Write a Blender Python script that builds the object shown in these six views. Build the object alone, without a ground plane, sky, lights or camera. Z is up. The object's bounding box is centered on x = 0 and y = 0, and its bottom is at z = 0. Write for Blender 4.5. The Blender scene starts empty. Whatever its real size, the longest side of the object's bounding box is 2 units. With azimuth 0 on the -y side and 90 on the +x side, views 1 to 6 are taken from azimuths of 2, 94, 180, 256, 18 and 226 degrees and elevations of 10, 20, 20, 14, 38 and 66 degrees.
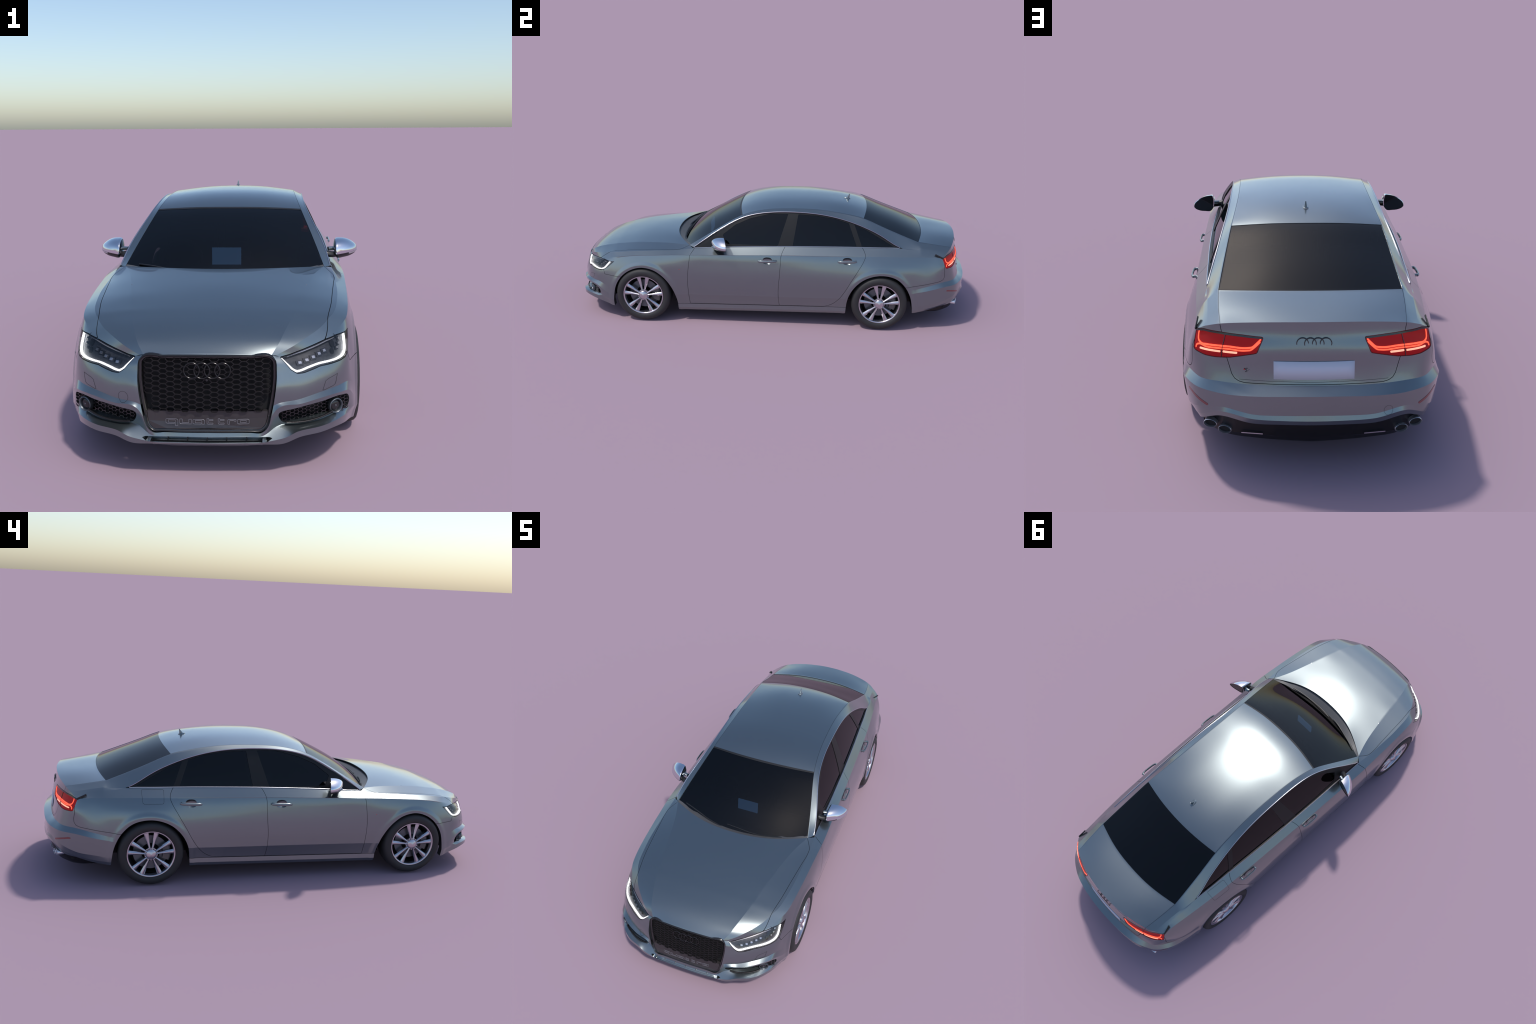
# A four-door executive saloon, built from lofted body surfaces that are cut into
# panels along their shut lines, plus separately modelled wheels, lamps, grille, trim.
# Frame: metres, z up, nose towards -y, overall length 2.0.
import bpy, math
import numpy as np

# ------------------------------------------------------------------ splines
def hermite(t, V, tq, breaks=(), c2=False):
    """C1 interpolating curve through V at t (local parabola tangents); breaks = sharp knots."""
    t = np.asarray(t, float); V = np.asarray(V, float); tq = np.asarray(tq, float)
    out = np.zeros((len(tq),) + V.shape[1:])
    cuts = [0] + sorted(b for b in breaks if 0 < b < len(t) - 1) + [len(t) - 1]
    for a, b in zip(cuts[:-1], cuts[1:]):
        last = (b == len(t) - 1)
        m = (tq >= t[a] if a > 0 else np.ones(len(tq), bool)) & ((tq < t[b]) | last)
        if not m.any(): continue
        tt, vv, q = t[a:b + 1], V[a:b + 1], tq[m]
        n = len(tt); h = np.diff(tt); sh = (-1,) + (1,) * (V.ndim - 1)
        d = np.diff(vv, axis=0) / h.reshape(sh)
        T = np.zeros_like(vv)
        if n == 2: T[:] = d[0]
        else:
            w = (h[1:] / (h[:-1] + h[1:])).reshape(sh)
            T[1:-1] = w * d[:-1] + (1 - w) * d[1:]
            T[0] = 2 * d[0] - T[1]; T[-1] = 2 * d[-1] - T[-2]
            if c2:                                  # natural cubic: curvature-continuous highlights
                A = np.zeros((n, n)); B = np.zeros((n,) + V.shape[1:])
                A[0, :2] = 2, 1; B[0] = 3 * d[0]; A[-1, -2:] = 1, 2; B[-1] = 3 * d[-1]
                for k in range(1, n - 1):
                    A[k, k-1:k+2] = 1 / h[k-1], 2 / h[k-1] + 2 / h[k], 1 / h[k]; B[k] = 3 * (d[k-1] / h[k-1] + d[k] / h[k])
                T = np.linalg.solve(A, B.reshape(n, -1)).reshape(B.shape)
        i = np.clip(np.searchsorted(tt, q, side='right') - 1, 0, n - 2)
        H = h[i]; s = ((q - tt[i]) / H).reshape(sh); H = H.reshape(sh)
        out[m] = ((2*s**3-3*s**2+1)*vv[i] + (s**3-2*s**2+s)*H*T[i]
                  + (-2*s**3+3*s**2)*vv[i+1] + (s**3-s**2)*H*T[i+1])
    return out

def chord(P):
    return np.concatenate([[0], np.cumsum(np.maximum(np.linalg.norm(np.diff(P, axis=0), axis=1), 1e-6))])

def curve(P, n, closed=False, breaks=()):
    P = np.asarray(P, float)
    if closed:
        Q = np.vstack([P[-3:], P, P[:4]]); t = chord(Q); k = len(P)
        return hermite(t, Q, np.linspace(t[3], t[3 + k], n, endpoint=False))
    t = chord(P)
    return hermite(t, P, np.linspace(0, t[-1], n), breaks)

def rows_to_profile(P, segs, breaks, mirror_end=False):
    """One section: spline through its knots, segs[i] samples per knot interval."""
    P = np.asarray(P, float)
    t = chord(P); q = []
    for i, s in enumerate(segs): q += list(np.linspace(t[i], t[i + 1], s, endpoint=False))
    q.append(t[-1])
    if mirror_end:
        M = P[-2:-4:-1] * [-1, 1, 1]
        P = np.vstack([P, M]); t = chord(P)
    return hermite(t, P, q, breaks, mirror_end)

# ------------------------------------------------------------------ control sections
R = lambda *a: [list(p) for p in a]
# Rows from bottom to top: bottom edge, lower lip edge, ledge, lower crease, upper crease, flank, upper flank, shoulder
def side(y, zb, pts, top):
    """flank section at one y: sill bottom, sill edge, sill ledge + given (x,z) knots + shoulder"""
    return [[x, y, z] for x, z in pts] + [list(top)]
COL = [
 R((0,-.997,.0820),(0,-1.0,.0870),(0,-.990,.098),(0,-.984,.117),(0,-.981,.16),(0,-.977,.215),(0,-.971,.26),(0,-.963,.292)),
 R((.088,-.995,.0820),(.088,-.998,.0875),(.086,-.987,.099),(.085,-.982,.118),(.085,-.979,.16),(.085,-.975,.215),(.085,-.968,.26),(.085,-.961,.290)),
 R((.132,-.992,.0815),(.134,-.996,.0890),(.134,-.985,.1015),(.135,-.984,.122),(.137,-.981,.160),(.139,-.9765,.215),(.141,-.968,.255),(.145,-.9555,.2865)),
 R((.172,-.990,.0820),(.1765,-.991,.0965),(.164,-.967,.117),(.163,-.986,.166),(.162,-.980,.176),(.1645,-.9775,.215),(.167,-.966,.25),(.168,-.948,.281)),
 R((.2175,-.979,.0955),(.2135,-.982,.1105),(.214,-.952,.1195),(.219,-.972,.174),(.212,-.963,.181),(.209,-.9615,.212),(.207,-.951,.245),(.2125,-.918,.285)),
 R((.2645,-.963,.1005),(.2643,-.963,.115),(.262,-.938,.1225),(.268,-.949,.181),(.262,-.937,.189),(.261,-.935,.217),(.2585,-.924,.25),(.2558,-.885,.2935)),
 R((.303,-.928,.1005),(.303,-.930,.117),(.303,-.906,.1265),(.313,-.913,.181),(.309,-.897,.1915),(.309,-.8945,.217),(.3065,-.881,.254),(.295,-.848,.303)),
 R((.330,-.880,.092),(.333,-.881,.114),(.335,-.864,.1235),(.341,-.870,.171),(.3380,-.857,.190),(.3385,-.852,.217),(.3365,-.838,.256),(.3185,-.808,.3145)),
 R((.344,-.836,.082),(.349,-.836,.104),(.3545,-.833,.115),(.356,-.830,.145),(.3535,-.824,.177),(.352,-.818,.207),(.347,-.807,.256),(.3305,-.785,.3210)),
 R((.358,-.79,.071),(.3625,-.79,.090),(.367,-.79,.105),(.3665,-.79,.135),(.366,-.787,.165),(.364,-.784,.2),(.356,-.778,.257),(.3385,-.765,.3260)),
 side(-.70,0,[(.371,.07),(.373,.085),(.3735,.10),(.3745,.14),(.3745,.18),(.3735,.225),(.366,.283)],(.348,-.70,.3385)),
 side(-.63,0,[(.371,.066),(.3745,.083),(.375,.10),(.3775,.15),(.3785,.195),(.3775,.24),(.3690,.297)],(.3535,-.63,.3458)),
 side(-.55,0,[(.361,.063),(.369,.079),(.367,.098),(.3755,.15),(.378,.195),(.3778,.245),(.3718,.303)],(.358,-.55,.352)),
 side(-.46,0,[(.350,.0600),(.3592,.075),(.3585,.096),(.3715,.150),(.3765,.195),(.3780,.25),(.3738,.31)],(.362,-.46,.3575)),
 side(-.387,0,[(.351,.0615),(.3597,.0765),(.3588,.0975),(.3725,.152),(.3782,.20),(.3798,.252),(.3748,.313)],(.3652,-.387,.3612)),
 side(-.15,0,[(.352,.0655),(.3602,.0805),(.3592,.1015),(.3742,.156),(.3790,.20),(.3800,.255),(.3730,.317)],(.3622,-.15,.3675)),
 side(.06,0,[(.352,.0690),(.3604,.084),(.3594,.105),(.3748,.158),(.3790,.205),(.3784,.265),(.3702,.325)],(.3585,.06,.3725)),
 side(.27,0,[(.352,.0725),(.3608,.0875),(.3600,.1085),(.3750,.160),(.3788,.21),(.3774,.268),(.3668,.327)],(.3525,.27,.3748)),
 side(.39,0,[(.353,.0750),(.3620,.090),(.3612,.11),(.3752,.162),(.3783,.21),(.3760,.265),(.3640,.327)],(.349,.39,.3758)),
 side(.55,0,[(.360,.080),(.368,.094),(.369,.115),(.3765,.165),(.3795,.205),(.3790,.26),(.3655,.325)],(.3405,.55,.376)),
 side(.70,0,[(.355,.088),(.3610,.104),(.364,.125),(.3688,.197),(.3670,.215),(.3630,.26),(.3500,.325)],(.3275,.70,.3745)),
 side(.79,0,[(.335,.099),(.3465,.113),(.3535,.137),(.3622,.215),(.3540,.236),(.3495,.27),(.3365,.325)],(.3175,.79,.3732)),
 R((.315,.853,.115),(.3275,.857,.128),(.338,.861,.150),(.3475,.862,.231),(.334,.853,.250),(.332,.855,.28),(.326,.857,.325),(.3105,.852,.3728)),
 R((.303,.911,.133),(.306,.915,.147),(.309,.920,.174),(.312,.919,.2335),(.300,.909,.254),(.297,.903,.285),(.294,.890,.335),(.284,.874,.3885)),
 R((.25,.957,.1655),(.249,.962,.181),(.248,.959,.194),(.25,.9595,.235),(.245,.938,.257),(.242,.927,.295),(.241,.918,.345),(.245,.8975,.405)),
 R((.160,.981,.155),(.157,.988,.172),(.155,.984,.183),(.155,.987,.239),(.15,.958,.2565),(.147,.949,.30),(.145,.946,.345),(.15,.9255,.4205)),
 R((.08,.989,.155),(.078,.9955,.1705),(.078,.991,.183),(.078,.995,.242),(.075,.965,.2575),(.073,.955,.30),(.072,.9545,.345),(.075,.9365,.4255)),
 R((0,.992,.155),(0,.998,.170),(0,.9935,.184),(0,.998,.243),(0,.9675,.258),(0,.957,.30),(0,.957,.345),(0,.9405,.4270)),
]
# an extra knot between upper flank and shoulder: bulges out on the flanks, hollow under the boot lip
for i, c in enumerate(COL):
    a, b = np.array(c[6]), np.array(c[7])
    if i <= 8: k = a * .5 + b * .5 + np.array([0.3, -0.95, .3]) * .0035
    elif i <= 21: k = a * .47 + b * .53 + np.array([.0010, 0, .0003])
    else:
        w = min(1, (i - 21) / 3.0); f = .58 + .12 * w
        k = a * (1 - f) + b * f + np.array([.0012 * (1 - w), -.0030 * w, 0])
    c.insert(7, list(k))
COL = np.array(COL)
NC = len(COL)
I_DOOR, I_TAIL = 14, 22            # columns where the windscreen pillar starts / the shoulder ends at the tail lamp

P1_SEGS = [4, 4, 13, 6, 9, 11, 9, 9]
P1_BREAK = [1, 2, 3, 4]
def build_lower():
    prof = np.array([rows_to_profile(c, P1_SEGS, P1_BREAK) for c in COL])       # (NC, nv, 3)
    ext = np.concatenate([prof[2:0:-1] * [-1, 1, 1], prof, prof[-2:-4:-1] * [-1, 1, 1]])
    d = np.linalg.norm(np.diff(ext, axis=0), axis=2).mean(1)
    t = np.concatenate([[0], np.cumsum(d)])
    q, idx = [], [0]
    for i in range(NC - 1):
        a, b = t[i + 2], t[i + 3]; n = max(4, int(round((b - a) / .0048)))
        q += list(np.linspace(a, b, n, endpoint=False)); idx.append(len(q))
    q.append(t[NC + 1])
    return hermite(t, ext, np.array(q)), idx
def arch_distance(y, z):
    return np.minimum(sd_poly(y, z, ARCH_F), sd_poly(y, z, ARCH_R))

# ------------------------------------------------------------------ 2D signed distance
def sd_poly(px, py, poly):
    """signed distance to closed polygon, negative inside"""
    poly = np.asarray(poly, float); sh = px.shape; px = px.ravel(); py = py.ravel()
    d = np.full(px.shape, 1e9); ins = np.zeros(px.shape, bool)
    for (ax, ay), (bx, by) in zip(poly, np.roll(poly, -1, axis=0)):
        ex, ey = bx - ax, by - ay; L = ex * ex + ey * ey + 1e-18
        u = np.clip(((px - ax) * ex + (py - ay) * ey) / L, 0, 1)
        d = np.minimum(d, (px - ax - u * ex) ** 2 + (py - ay - u * ey) ** 2)
        c = (ay > py) != (by > py)
        if abs(by - ay) > 1e-12:
            ins ^= c & (px < ex * (py - ay) / (by - ay) + ax)
    d = np.sqrt(d); d[ins] *= -1
    return d.reshape(sh)

def sd_line(px, py, line, half):
    """distance to an open polyline minus half its width"""
    line = np.asarray(line, float); sh = px.shape; px = px.ravel(); py = py.ravel()
    d = np.full(px.shape, 1e9)
    for (ax, ay), (bx, by) in zip(line[:-1], line[1:]):
        ex, ey = bx - ax, by - ay; L = ex * ex + ey * ey + 1e-18
        u = np.clip(((px - ax) * ex + (py - ay) * ey) / L, 0, 1)
        d = np.minimum(d, (px - ax - u * ex) ** 2 + (py - ay - u * ey) ** 2)
    return (np.sqrt(d) - half).reshape(sh)

def smoothstep(a, b, x):
    t = np.clip((x - a) / (b - a), 0, 1); return t * t * (3 - 2 * t)

ARCH_F = np.vstack([curve([(-.7845,.07),(-.7815,.135),(-.770,.185),(-.7462,.2265),(-.698,.2675),(-.636,.2865),(-.5755,.2765),(-.5186,.2365),(-.48,.180),(-.4585,.11),(-.4545,.06)], 70), [(-.454,-.2),(-.785,-.2)]])
ARCH_R = np.vstack([curve([(.3875,.06),(.3895,.105),(.3995,.173),(.4246,.2215),(.469,.264),(.5463,.2895),(.6306,.2725),(.6752,.2315),(.7021,.1815),(.7165,.11),(.7195,.07)], 70), [(.7195,-.2),(.3875,-.2)]])

# ------------------------------------------------------------------ triangle soup: pos(3) normal(3) uv(2)
def grid_soups(grids):
    """grids: list of (XYZ[nu,nv,3], u[nu], v[nv], group[nv-1]).  Returns one soup per grid with
    smooth normals; sharp only across group borders that turn by more than 7 degrees."""
    tri, tuv, gid, owner = [], [], [], []
    for k, (G, u, v, g) in enumerate(grids):
        nu, nv = G.shape[:2]
        U = np.repeat(u[:, None], nv, 1); V = np.repeat(v[None], nu, 0)
        UV = np.stack([U, V], -1)
        f = lambda A: (A[:-1, :-1], A[1:, :-1], A[1:, 1:], A[:-1, 1:])
        a, b, c, d = f(G); ua, ub, uc, ud = f(UV)
        tri += [np.stack([a, b, c], 2).reshape(-1, 3, 3), np.stack([a, c, d], 2).reshape(-1, 3, 3)]
        tuv += [np.stack([ua, ub, uc], 2).reshape(-1, 3, 2), np.stack([ua, uc, ud], 2).reshape(-1, 3, 2)]
        gg = np.repeat((np.asarray(g) + 100 * k)[None], nu - 1, 0).ravel()
        gid += [gg, gg]; owner += [np.full(len(gg), k)] * 2
    tri = np.concatenate(tri); tuv = np.concatenate(tuv); gid = np.concatenate(gid); owner = np.concatenate(owner)
    fn = np.cross(tri[:, 1] - tri[:, 0], tri[:, 2] - tri[:, 0]); ar = np.linalg.norm(fn, axis=1)
    ok = ar > 1e-11; tri, tuv, gid, owner, fn, ar = tri[ok], tuv[ok], gid[ok], owner[ok], fn[ok], ar[ok]
    fnu = fn / ar[:, None]
    flat = tri.reshape(-1, 3)
    _, inv = np.unique(np.round(flat / 2e-5).astype(np.int64), axis=0, return_inverse=True)
    inv = inv.ravel(); order = np.argsort(inv, kind='stable'); s = inv[order]
    start = np.searchsorted(s, np.arange(s[-1] + 1)); cnt = np.diff(np.append(start, len(s)))
    K = min(int(cnt.max()), 16); slot = np.arange(len(s)) - start[s]
    keep = slot < K
    NV = len(start); wn = np.zeros((NV, K, 3)); un = np.zeros((NV, K, 3)); gr = np.full((NV, K), -1)
    face = order // 3
    wn[s[keep], slot[keep]] = fn[face[keep]]; un[s[keep], slot[keep]] = fnu[face[keep]]; gr[s[keep], slot[keep]] = gid[face[keep]]
    N = np.zeros_like(flat); cosl = math.cos(math.radians(7))
    fi = np.arange(len(flat)) // 3
    for k in range(K):
        w = wn[inv, k]; m = (gr[inv, k] == gid[fi]) | ((un[inv, k] * fnu[fi]).sum(1) > cosl)
        N += w * m[:, None]
    # mirror plane: normals on x=0 have no x part
    mid = np.abs(flat[:, 0]) < 1e-5; N[mid, 0] = 0
    N /= np.linalg.norm(N, axis=1)[:, None] + 1e-12
    S = np.concatenate([tri, N.reshape(-1, 3, 3), tuv], 2)
    return [S[owner == k] for k in range(len(grids))]

def clip(S, d):
    """part of soup S where d < 0 (d given per corner)"""
    if len(S) == 0: return S
    ins = d < 0; n = ins.sum(1)
    out = [S[n == 3]]
    for k in (1, 2):
        m = n == k
        if not m.any(): continue
        T, D, I = S[m], d[m], ins[m]
        lone = np.argmax(I, 1) if k == 1 else np.argmin(I, 1)
        r = np.arange(len(T)); i0, i1, i2 = lone, (lone + 1) % 3, (lone + 2) % 3
        A, B, C = T[r, i0], T[r, i1], T[r, i2]; da, db, dc = D[r, i0], D[r, i1], D[r, i2]
        AB = A + (B - A) * (da / (da - db))[:, None]; AC = A + (C - A) * (da / (da - dc))[:, None]
        if k == 1: out.append(np.stack([A, AB, AC], 1))
        else: out += [np.stack([AB, B, C], 1), np.stack([AB, C, AC], 1)]
    return np.concatenate(out)

def refine(S, levels=1):
    for _ in range(levels):
        a, b, c = S[:, 0], S[:, 1], S[:, 2]; ab, bc, ca = (a + b) / 2, (b + c) / 2, (c + a) / 2
        S = np.concatenate([np.stack(t, 1) for t in ((a, ab, ca), (ab, b, bc), (ca, bc, c), (ab, bc, ca))])
    n = S[..., 3:6]; S[..., 3:6] = n / (np.linalg.norm(n, axis=-1, keepdims=True) + 1e-12)
    return S

def trace(S, field, levels=3, reach=.008):
    """fine cut-out: refine only the triangles near the feature, then clip"""
    S = S[field(S).min(1) < reach]
    for _ in range(levels):
        S = refine(S, 1); reach /= 2; S = S[field(S).min(1) < max(reach, .0008)]
    return clip(S, field(S))

def split(S, dist, gap=0.0):
    """(inside, outside) of a distance field; gap = shut-line half width"""
    if len(S) == 0: return S, S
    d = dist(S)
    return clip(S, d + gap), clip(S, gap - d)

def poly_field(poly, a, b, limit=None):
    """distance field of a polygon seen along an axis; a,b are functions of position or axis numbers"""
    poly = np.asarray(poly, float)
    def f(S):
        pa = S[..., a] if isinstance(a, int) else a(S); pb = S[..., b] if isinstance(b, int) else b(S)
        return np.maximum(sd_poly(pa, pb, poly), limit(S)) if limit else sd_poly(pa, pb, poly)
    return f

def offset(S, h):
    S = S.copy(); S[..., :3] += S[..., 3:6] * h; return S
def mirror(S):
    S = S[:, ::-1].copy(); S[..., 0] *= -1; S[..., 3] *= -1; return S
def both(S):
    return np.concatenate([S, mirror(S)])

# ------------------------------------------------------------------ materials
def principled(name, color, rough, metal=0.0, coat=0.0, coat_rough=.03, emit=0.0, emit_color=None, spec=.5, grain=None):
    m = bpy.data.materials.new(name); m.use_nodes = True
    nt = m.node_tree; b = nt.nodes['Principled BSDF']
    b.inputs['Base Color'].default_value = (*color, 1); b.inputs['Roughness'].default_value = rough
    b.inputs['Metallic'].default_value = metal; b.inputs['Coat Weight'].default_value = coat
    b.inputs['Coat Roughness'].default_value = coat_rough; b.inputs['Specular IOR Level'].default_value = spec
    if emit:
        b.inputs['Emission Color'].default_value = (*(emit_color or color), 1); b.inputs['Emission Strength'].default_value = emit
    if grain:                      # (scale, amount, bump): fine noise in value and relief
        sc, amt, bump = grain
        tc = nt.nodes.new('ShaderNodeTexCoord'); no = nt.nodes.new('ShaderNodeTexNoise')
        no.inputs['Scale'].default_value = sc; no.inputs['Detail'].default_value = 3
        nt.links.new(tc.outputs['Object'], no.inputs['Vector'])
        rp = nt.nodes.new('ShaderNodeValToRGB')
        rp.color_ramp.elements[0].position = .3; rp.color_ramp.elements[1].position = .7
        rp.color_ramp.elements[0].color = (*[c * (1 - amt) for c in color], 1)
        rp.color_ramp.elements[1].color = (*[min(1, c * (1 + amt)) for c in color], 1)
        nt.links.new(no.outputs['Fac'], rp.inputs['Fac']); nt.links.new(rp.outputs['Color'], b.inputs['Base Color'])
        if bump:
            bp = nt.nodes.new('ShaderNodeBump'); bp.inputs['Strength'].default_value = bump; bp.inputs['Distance'].default_value = .001
            nt.links.new(no.outputs['Fac'], bp.inputs['Height']); nt.links.new(bp.outputs['Normal'], b.inputs['Normal'])
    return m

def clear_sheet(name, tint, gloss_color=(.02,.02,.02), rough=.02):
    """thin tinted pane: clear-through mixed with a glossy skin by Fresnel"""
    m = bpy.data.materials.new(name); m.use_nodes = True; nt = m.node_tree
    for n in list(nt.nodes): nt.nodes.remove(n)
    o = nt.nodes.new('ShaderNodeOutputMaterial'); mx = nt.nodes.new('ShaderNodeMixShader')
    tr = nt.nodes.new('ShaderNodeBsdfTransparent'); tr.inputs['Color'].default_value = (*tint, 1)
    gl = nt.nodes.new('ShaderNodeBsdfGlossy'); gl.inputs['Roughness'].default_value = rough
    fr = nt.nodes.new('ShaderNodeFresnel'); fr.inputs['IOR'].default_value = 1.5
    nt.links.new(fr.outputs['Fac'], mx.inputs['Fac']); nt.links.new(tr.outputs[0], mx.inputs[1]); nt.links.new(gl.outputs[0], mx.inputs[2])
    nt.links.new(mx.outputs[0], o.inputs['Surface'])
    return m

PAINT = principled('metallic_grey_paint', (.206,.240,.251), .28, .92, 1.0, .02, grain=(900, .05, 0))
GLASS = clear_sheet('tinted_glass', (.045,.047,.050))
LENS = clear_sheet('clear_lens', (.9,.9,.92))
BLACK = principled('black_plastic', (.012,.012,.013), .45, grain=(400, .15, .1))
GLOSS = principled('gloss_black', (.012,.012,.013), .16, 0, .6)
GRILLE = principled('dark_grille_metal', (.032,.031,.033), .25, .6)
FRAME = principled('window_surround', (.010,.010,.010), .42, spec=.35)
DARK = principled('shut_line_dark', (.006,.006,.007), .8)
RUBBER = principled('tyre_rubber', (.022,.022,.023), .62, grain=(500, .15, .15))
ALLOY = principled('alloy_rim', (.56,.545,.58), .27, 1.0)
CHROME = principled('bright_trim', (.46,.46,.51), .24, 1.0)
SATIN = principled('satin_silver_cap', (.72,.73,.78), .10, 1.0)
DISC = principled('brake_disc', (.14,.155,.17), .4, .8)
LED = principled('white_light_guide', (1,1,1), .3, emit=2.2, emit_color=(1,1,1))
LAMP_IN = principled('lamp_housing', (.045,.047,.052), .35, .3, grain=(160, .35, .1))
MODULE = principled('lamp_module', (.55,.55,.58), .15, .7)
RED = principled('red_lens', (.34,.006,.008), .22, 0, 0, spec=.18, emit=.10, emit_color=(.8,.012,.015))
RED_LED = principled('red_light_guide', (1,.12,.05), .3, emit=1.15, emit_color=(1,.095,.04))
AMBER = principled('pale_light_bar', (1,.5,.33), .3, emit=.9, emit_color=(1,.42,.25))
REFL = principled('red_reflector', (.22,.05,.05), .25, 0, .5)
PLATE = principled('plate_white', (.62,.64,.72), .65, spec=.2)
MIRROR = principled('mirror_glass', (.02,.02,.022), .06)
SCREEN = principled('display', (.02,.04,.09), .2, emit=.55, emit_color=(.45,1.0,2.0))
INTERIOR = principled('cabin_trim', (.03,.03,.032), .6)
BADGE_RED = principled('badge_red', (.6,.03,.03), .3)

# ------------------------------------------------------------------ object helpers
COLL = bpy.context.scene.collection
def add(name, data, parent=None, mat=None, loc=None):
    o = bpy.data.objects.new(name, data); COLL.objects.link(o)
    if parent: o.parent = parent
    if mat is not None and data is not None and not data.materials: data.materials.append(mat)
    if loc is not None: o.location = loc
    return o
ROOT = add('car', None)
ROOT['label'] = 'dark silver-grey four-door executive saloon with black honeycomb grille'
ROOT['category'] = 'car'

def soup_mesh(name, S, flange=.004):
    """weld a soup, turn its open edges inwards by `flange`, set smooth normals per corner"""
    P = S[..., :3].reshape(-1, 3); N = S[..., 3:6].reshape(-1, 3)
    key = np.round(P / 1e-6).astype(np.int64)
    _, first, inv = np.unique(key, axis=0, return_index=True, return_inverse=True); inv = inv.ravel()
    V = P[first]; T = inv.reshape(-1, 3); LN = N.reshape(-1, 3, 3)
    ok = (T[:, 0] != T[:, 1]) & (T[:, 1] != T[:, 2]) & (T[:, 0] != T[:, 2]); T, LN = T[ok], LN[ok]
    loops_n = LN.reshape(-1, 3)
    if flange:
        E = np.concatenate([T[:, [0, 1]], T[:, [1, 2]], T[:, [2, 0]]])
        EN = np.concatenate([LN[:, [0, 1]], LN[:, [1, 2]], LN[:, [2, 0]]])
        code = np.sort(E, 1); code = code[:, 0].astype(np.int64) * (len(V) + 1) + code[:, 1]
        _, inv2, cnt = np.unique(code, return_inverse=True, return_counts=True)
        b = cnt[inv2.ravel()] == 1
        mid = (np.abs(V[E[:, 0], 0]) < 1e-5) & (np.abs(V[E[:, 1], 0]) < 1e-5)
        b &= ~mid
        E, EN = E[b], EN[b]
        if len(E):
            vn = np.zeros_like(V); np.add.at(vn, E[:, 0], EN[:, 0]); np.add.at(vn, E[:, 1], EN[:, 1])
            l = np.linalg.norm(vn, axis=1); used = np.where(l > 0)[0]
            new = -np.ones(len(V), int); new[used] = len(V) + np.arange(len(used))
            V2 = V[used] - vn[used] / l[used][:, None] * flange
            V = np.vstack([V, V2])
            a, c = E[:, 0], E[:, 1]
            q1 = np.stack([c, a, new[a]], 1); q2 = np.stack([c, new[a], new[c]], 1)
            fT = np.concatenate([q1, q2])
            fn = np.cross(V[fT[:, 1]] - V[fT[:, 0]], V[fT[:, 2]] - V[fT[:, 0]]); fn /= np.linalg.norm(fn, axis=1)[:, None] + 1e-12
            T = np.concatenate([T, fT]); loops_n = np.concatenate([loops_n, np.repeat(fn, 3, 0)])
    me = bpy.data.meshes.new(name)
    me.vertices.add(len(V)); me.vertices.foreach_set('co', V.ravel())
    me.loops.add(len(T) * 3); me.loops.foreach_set('vertex_index', T.ravel().astype(np.int32))
    me.polygons.add(len(T)); me.polygons.foreach_set('loop_start', (np.arange(len(T)) * 3).astype(np.int32))
    me.update(calc_edges=True)
    me.polygons.foreach_set('use_smooth', np.ones(len(T), bool))
    me.normals_split_custom_set(loops_n.tolist())
    me.validate(clean_customdata=False)
    return me

def panel(name, S, mat, parent=ROOT, flange=.004, h=0.0):
    if len(S) == 0: print('EMPTY', name); return None
    if h: S = offset(S, h)
    return add(name, soup_mesh(name, S, flange), parent, mat)
def pair(name, S, mat, parents=(ROOT, ROOT), flange=.004, h=0.0):
    return [panel(name, S, mat, parents[0], flange, h), panel(name, mirror(S), mat, parents[1], flange, h)]

def poly_mesh(name, V, F, smooth=True, angle=35):
    me = bpy.data.meshes.new(name); me.from_pydata([tuple(map(float, v)) for v in V], [], [tuple(map(int, f)) for f in F]); me.update()
    if smooth:
        me.polygons.foreach_set('use_smooth', [True] * len(me.polygons))
        me.set_sharp_from_angle(angle=math.radians(angle))
    return me

def grid_faces(nu, nv, wrap_u=False, wrap_v=False, base=0):
    F = []
    for i in range(nu if wrap_u else nu - 1):
        for j in range(nv if wrap_v else nv - 1):
            a, b = i * nv + j, ((i + 1) % nu) * nv + j
            c, d = ((i + 1) % nu) * nv + (j + 1) % nv, i * nv + (j + 1) % nv
            F.append((base + a, base + b, base + c, base + d))
    return F

def lathe(name, profile, n=96, angle=30):
    """profile of (radius, x) turned about the x axis"""
    V = []
    for k in range(n):
        a = 2 * math.pi * k / n
        for r, x in profile: V.append((x, r * math.cos(a), r * math.sin(a)))
    return poly_mesh(name, V, grid_faces(n, len(profile), True), True, angle)

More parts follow.
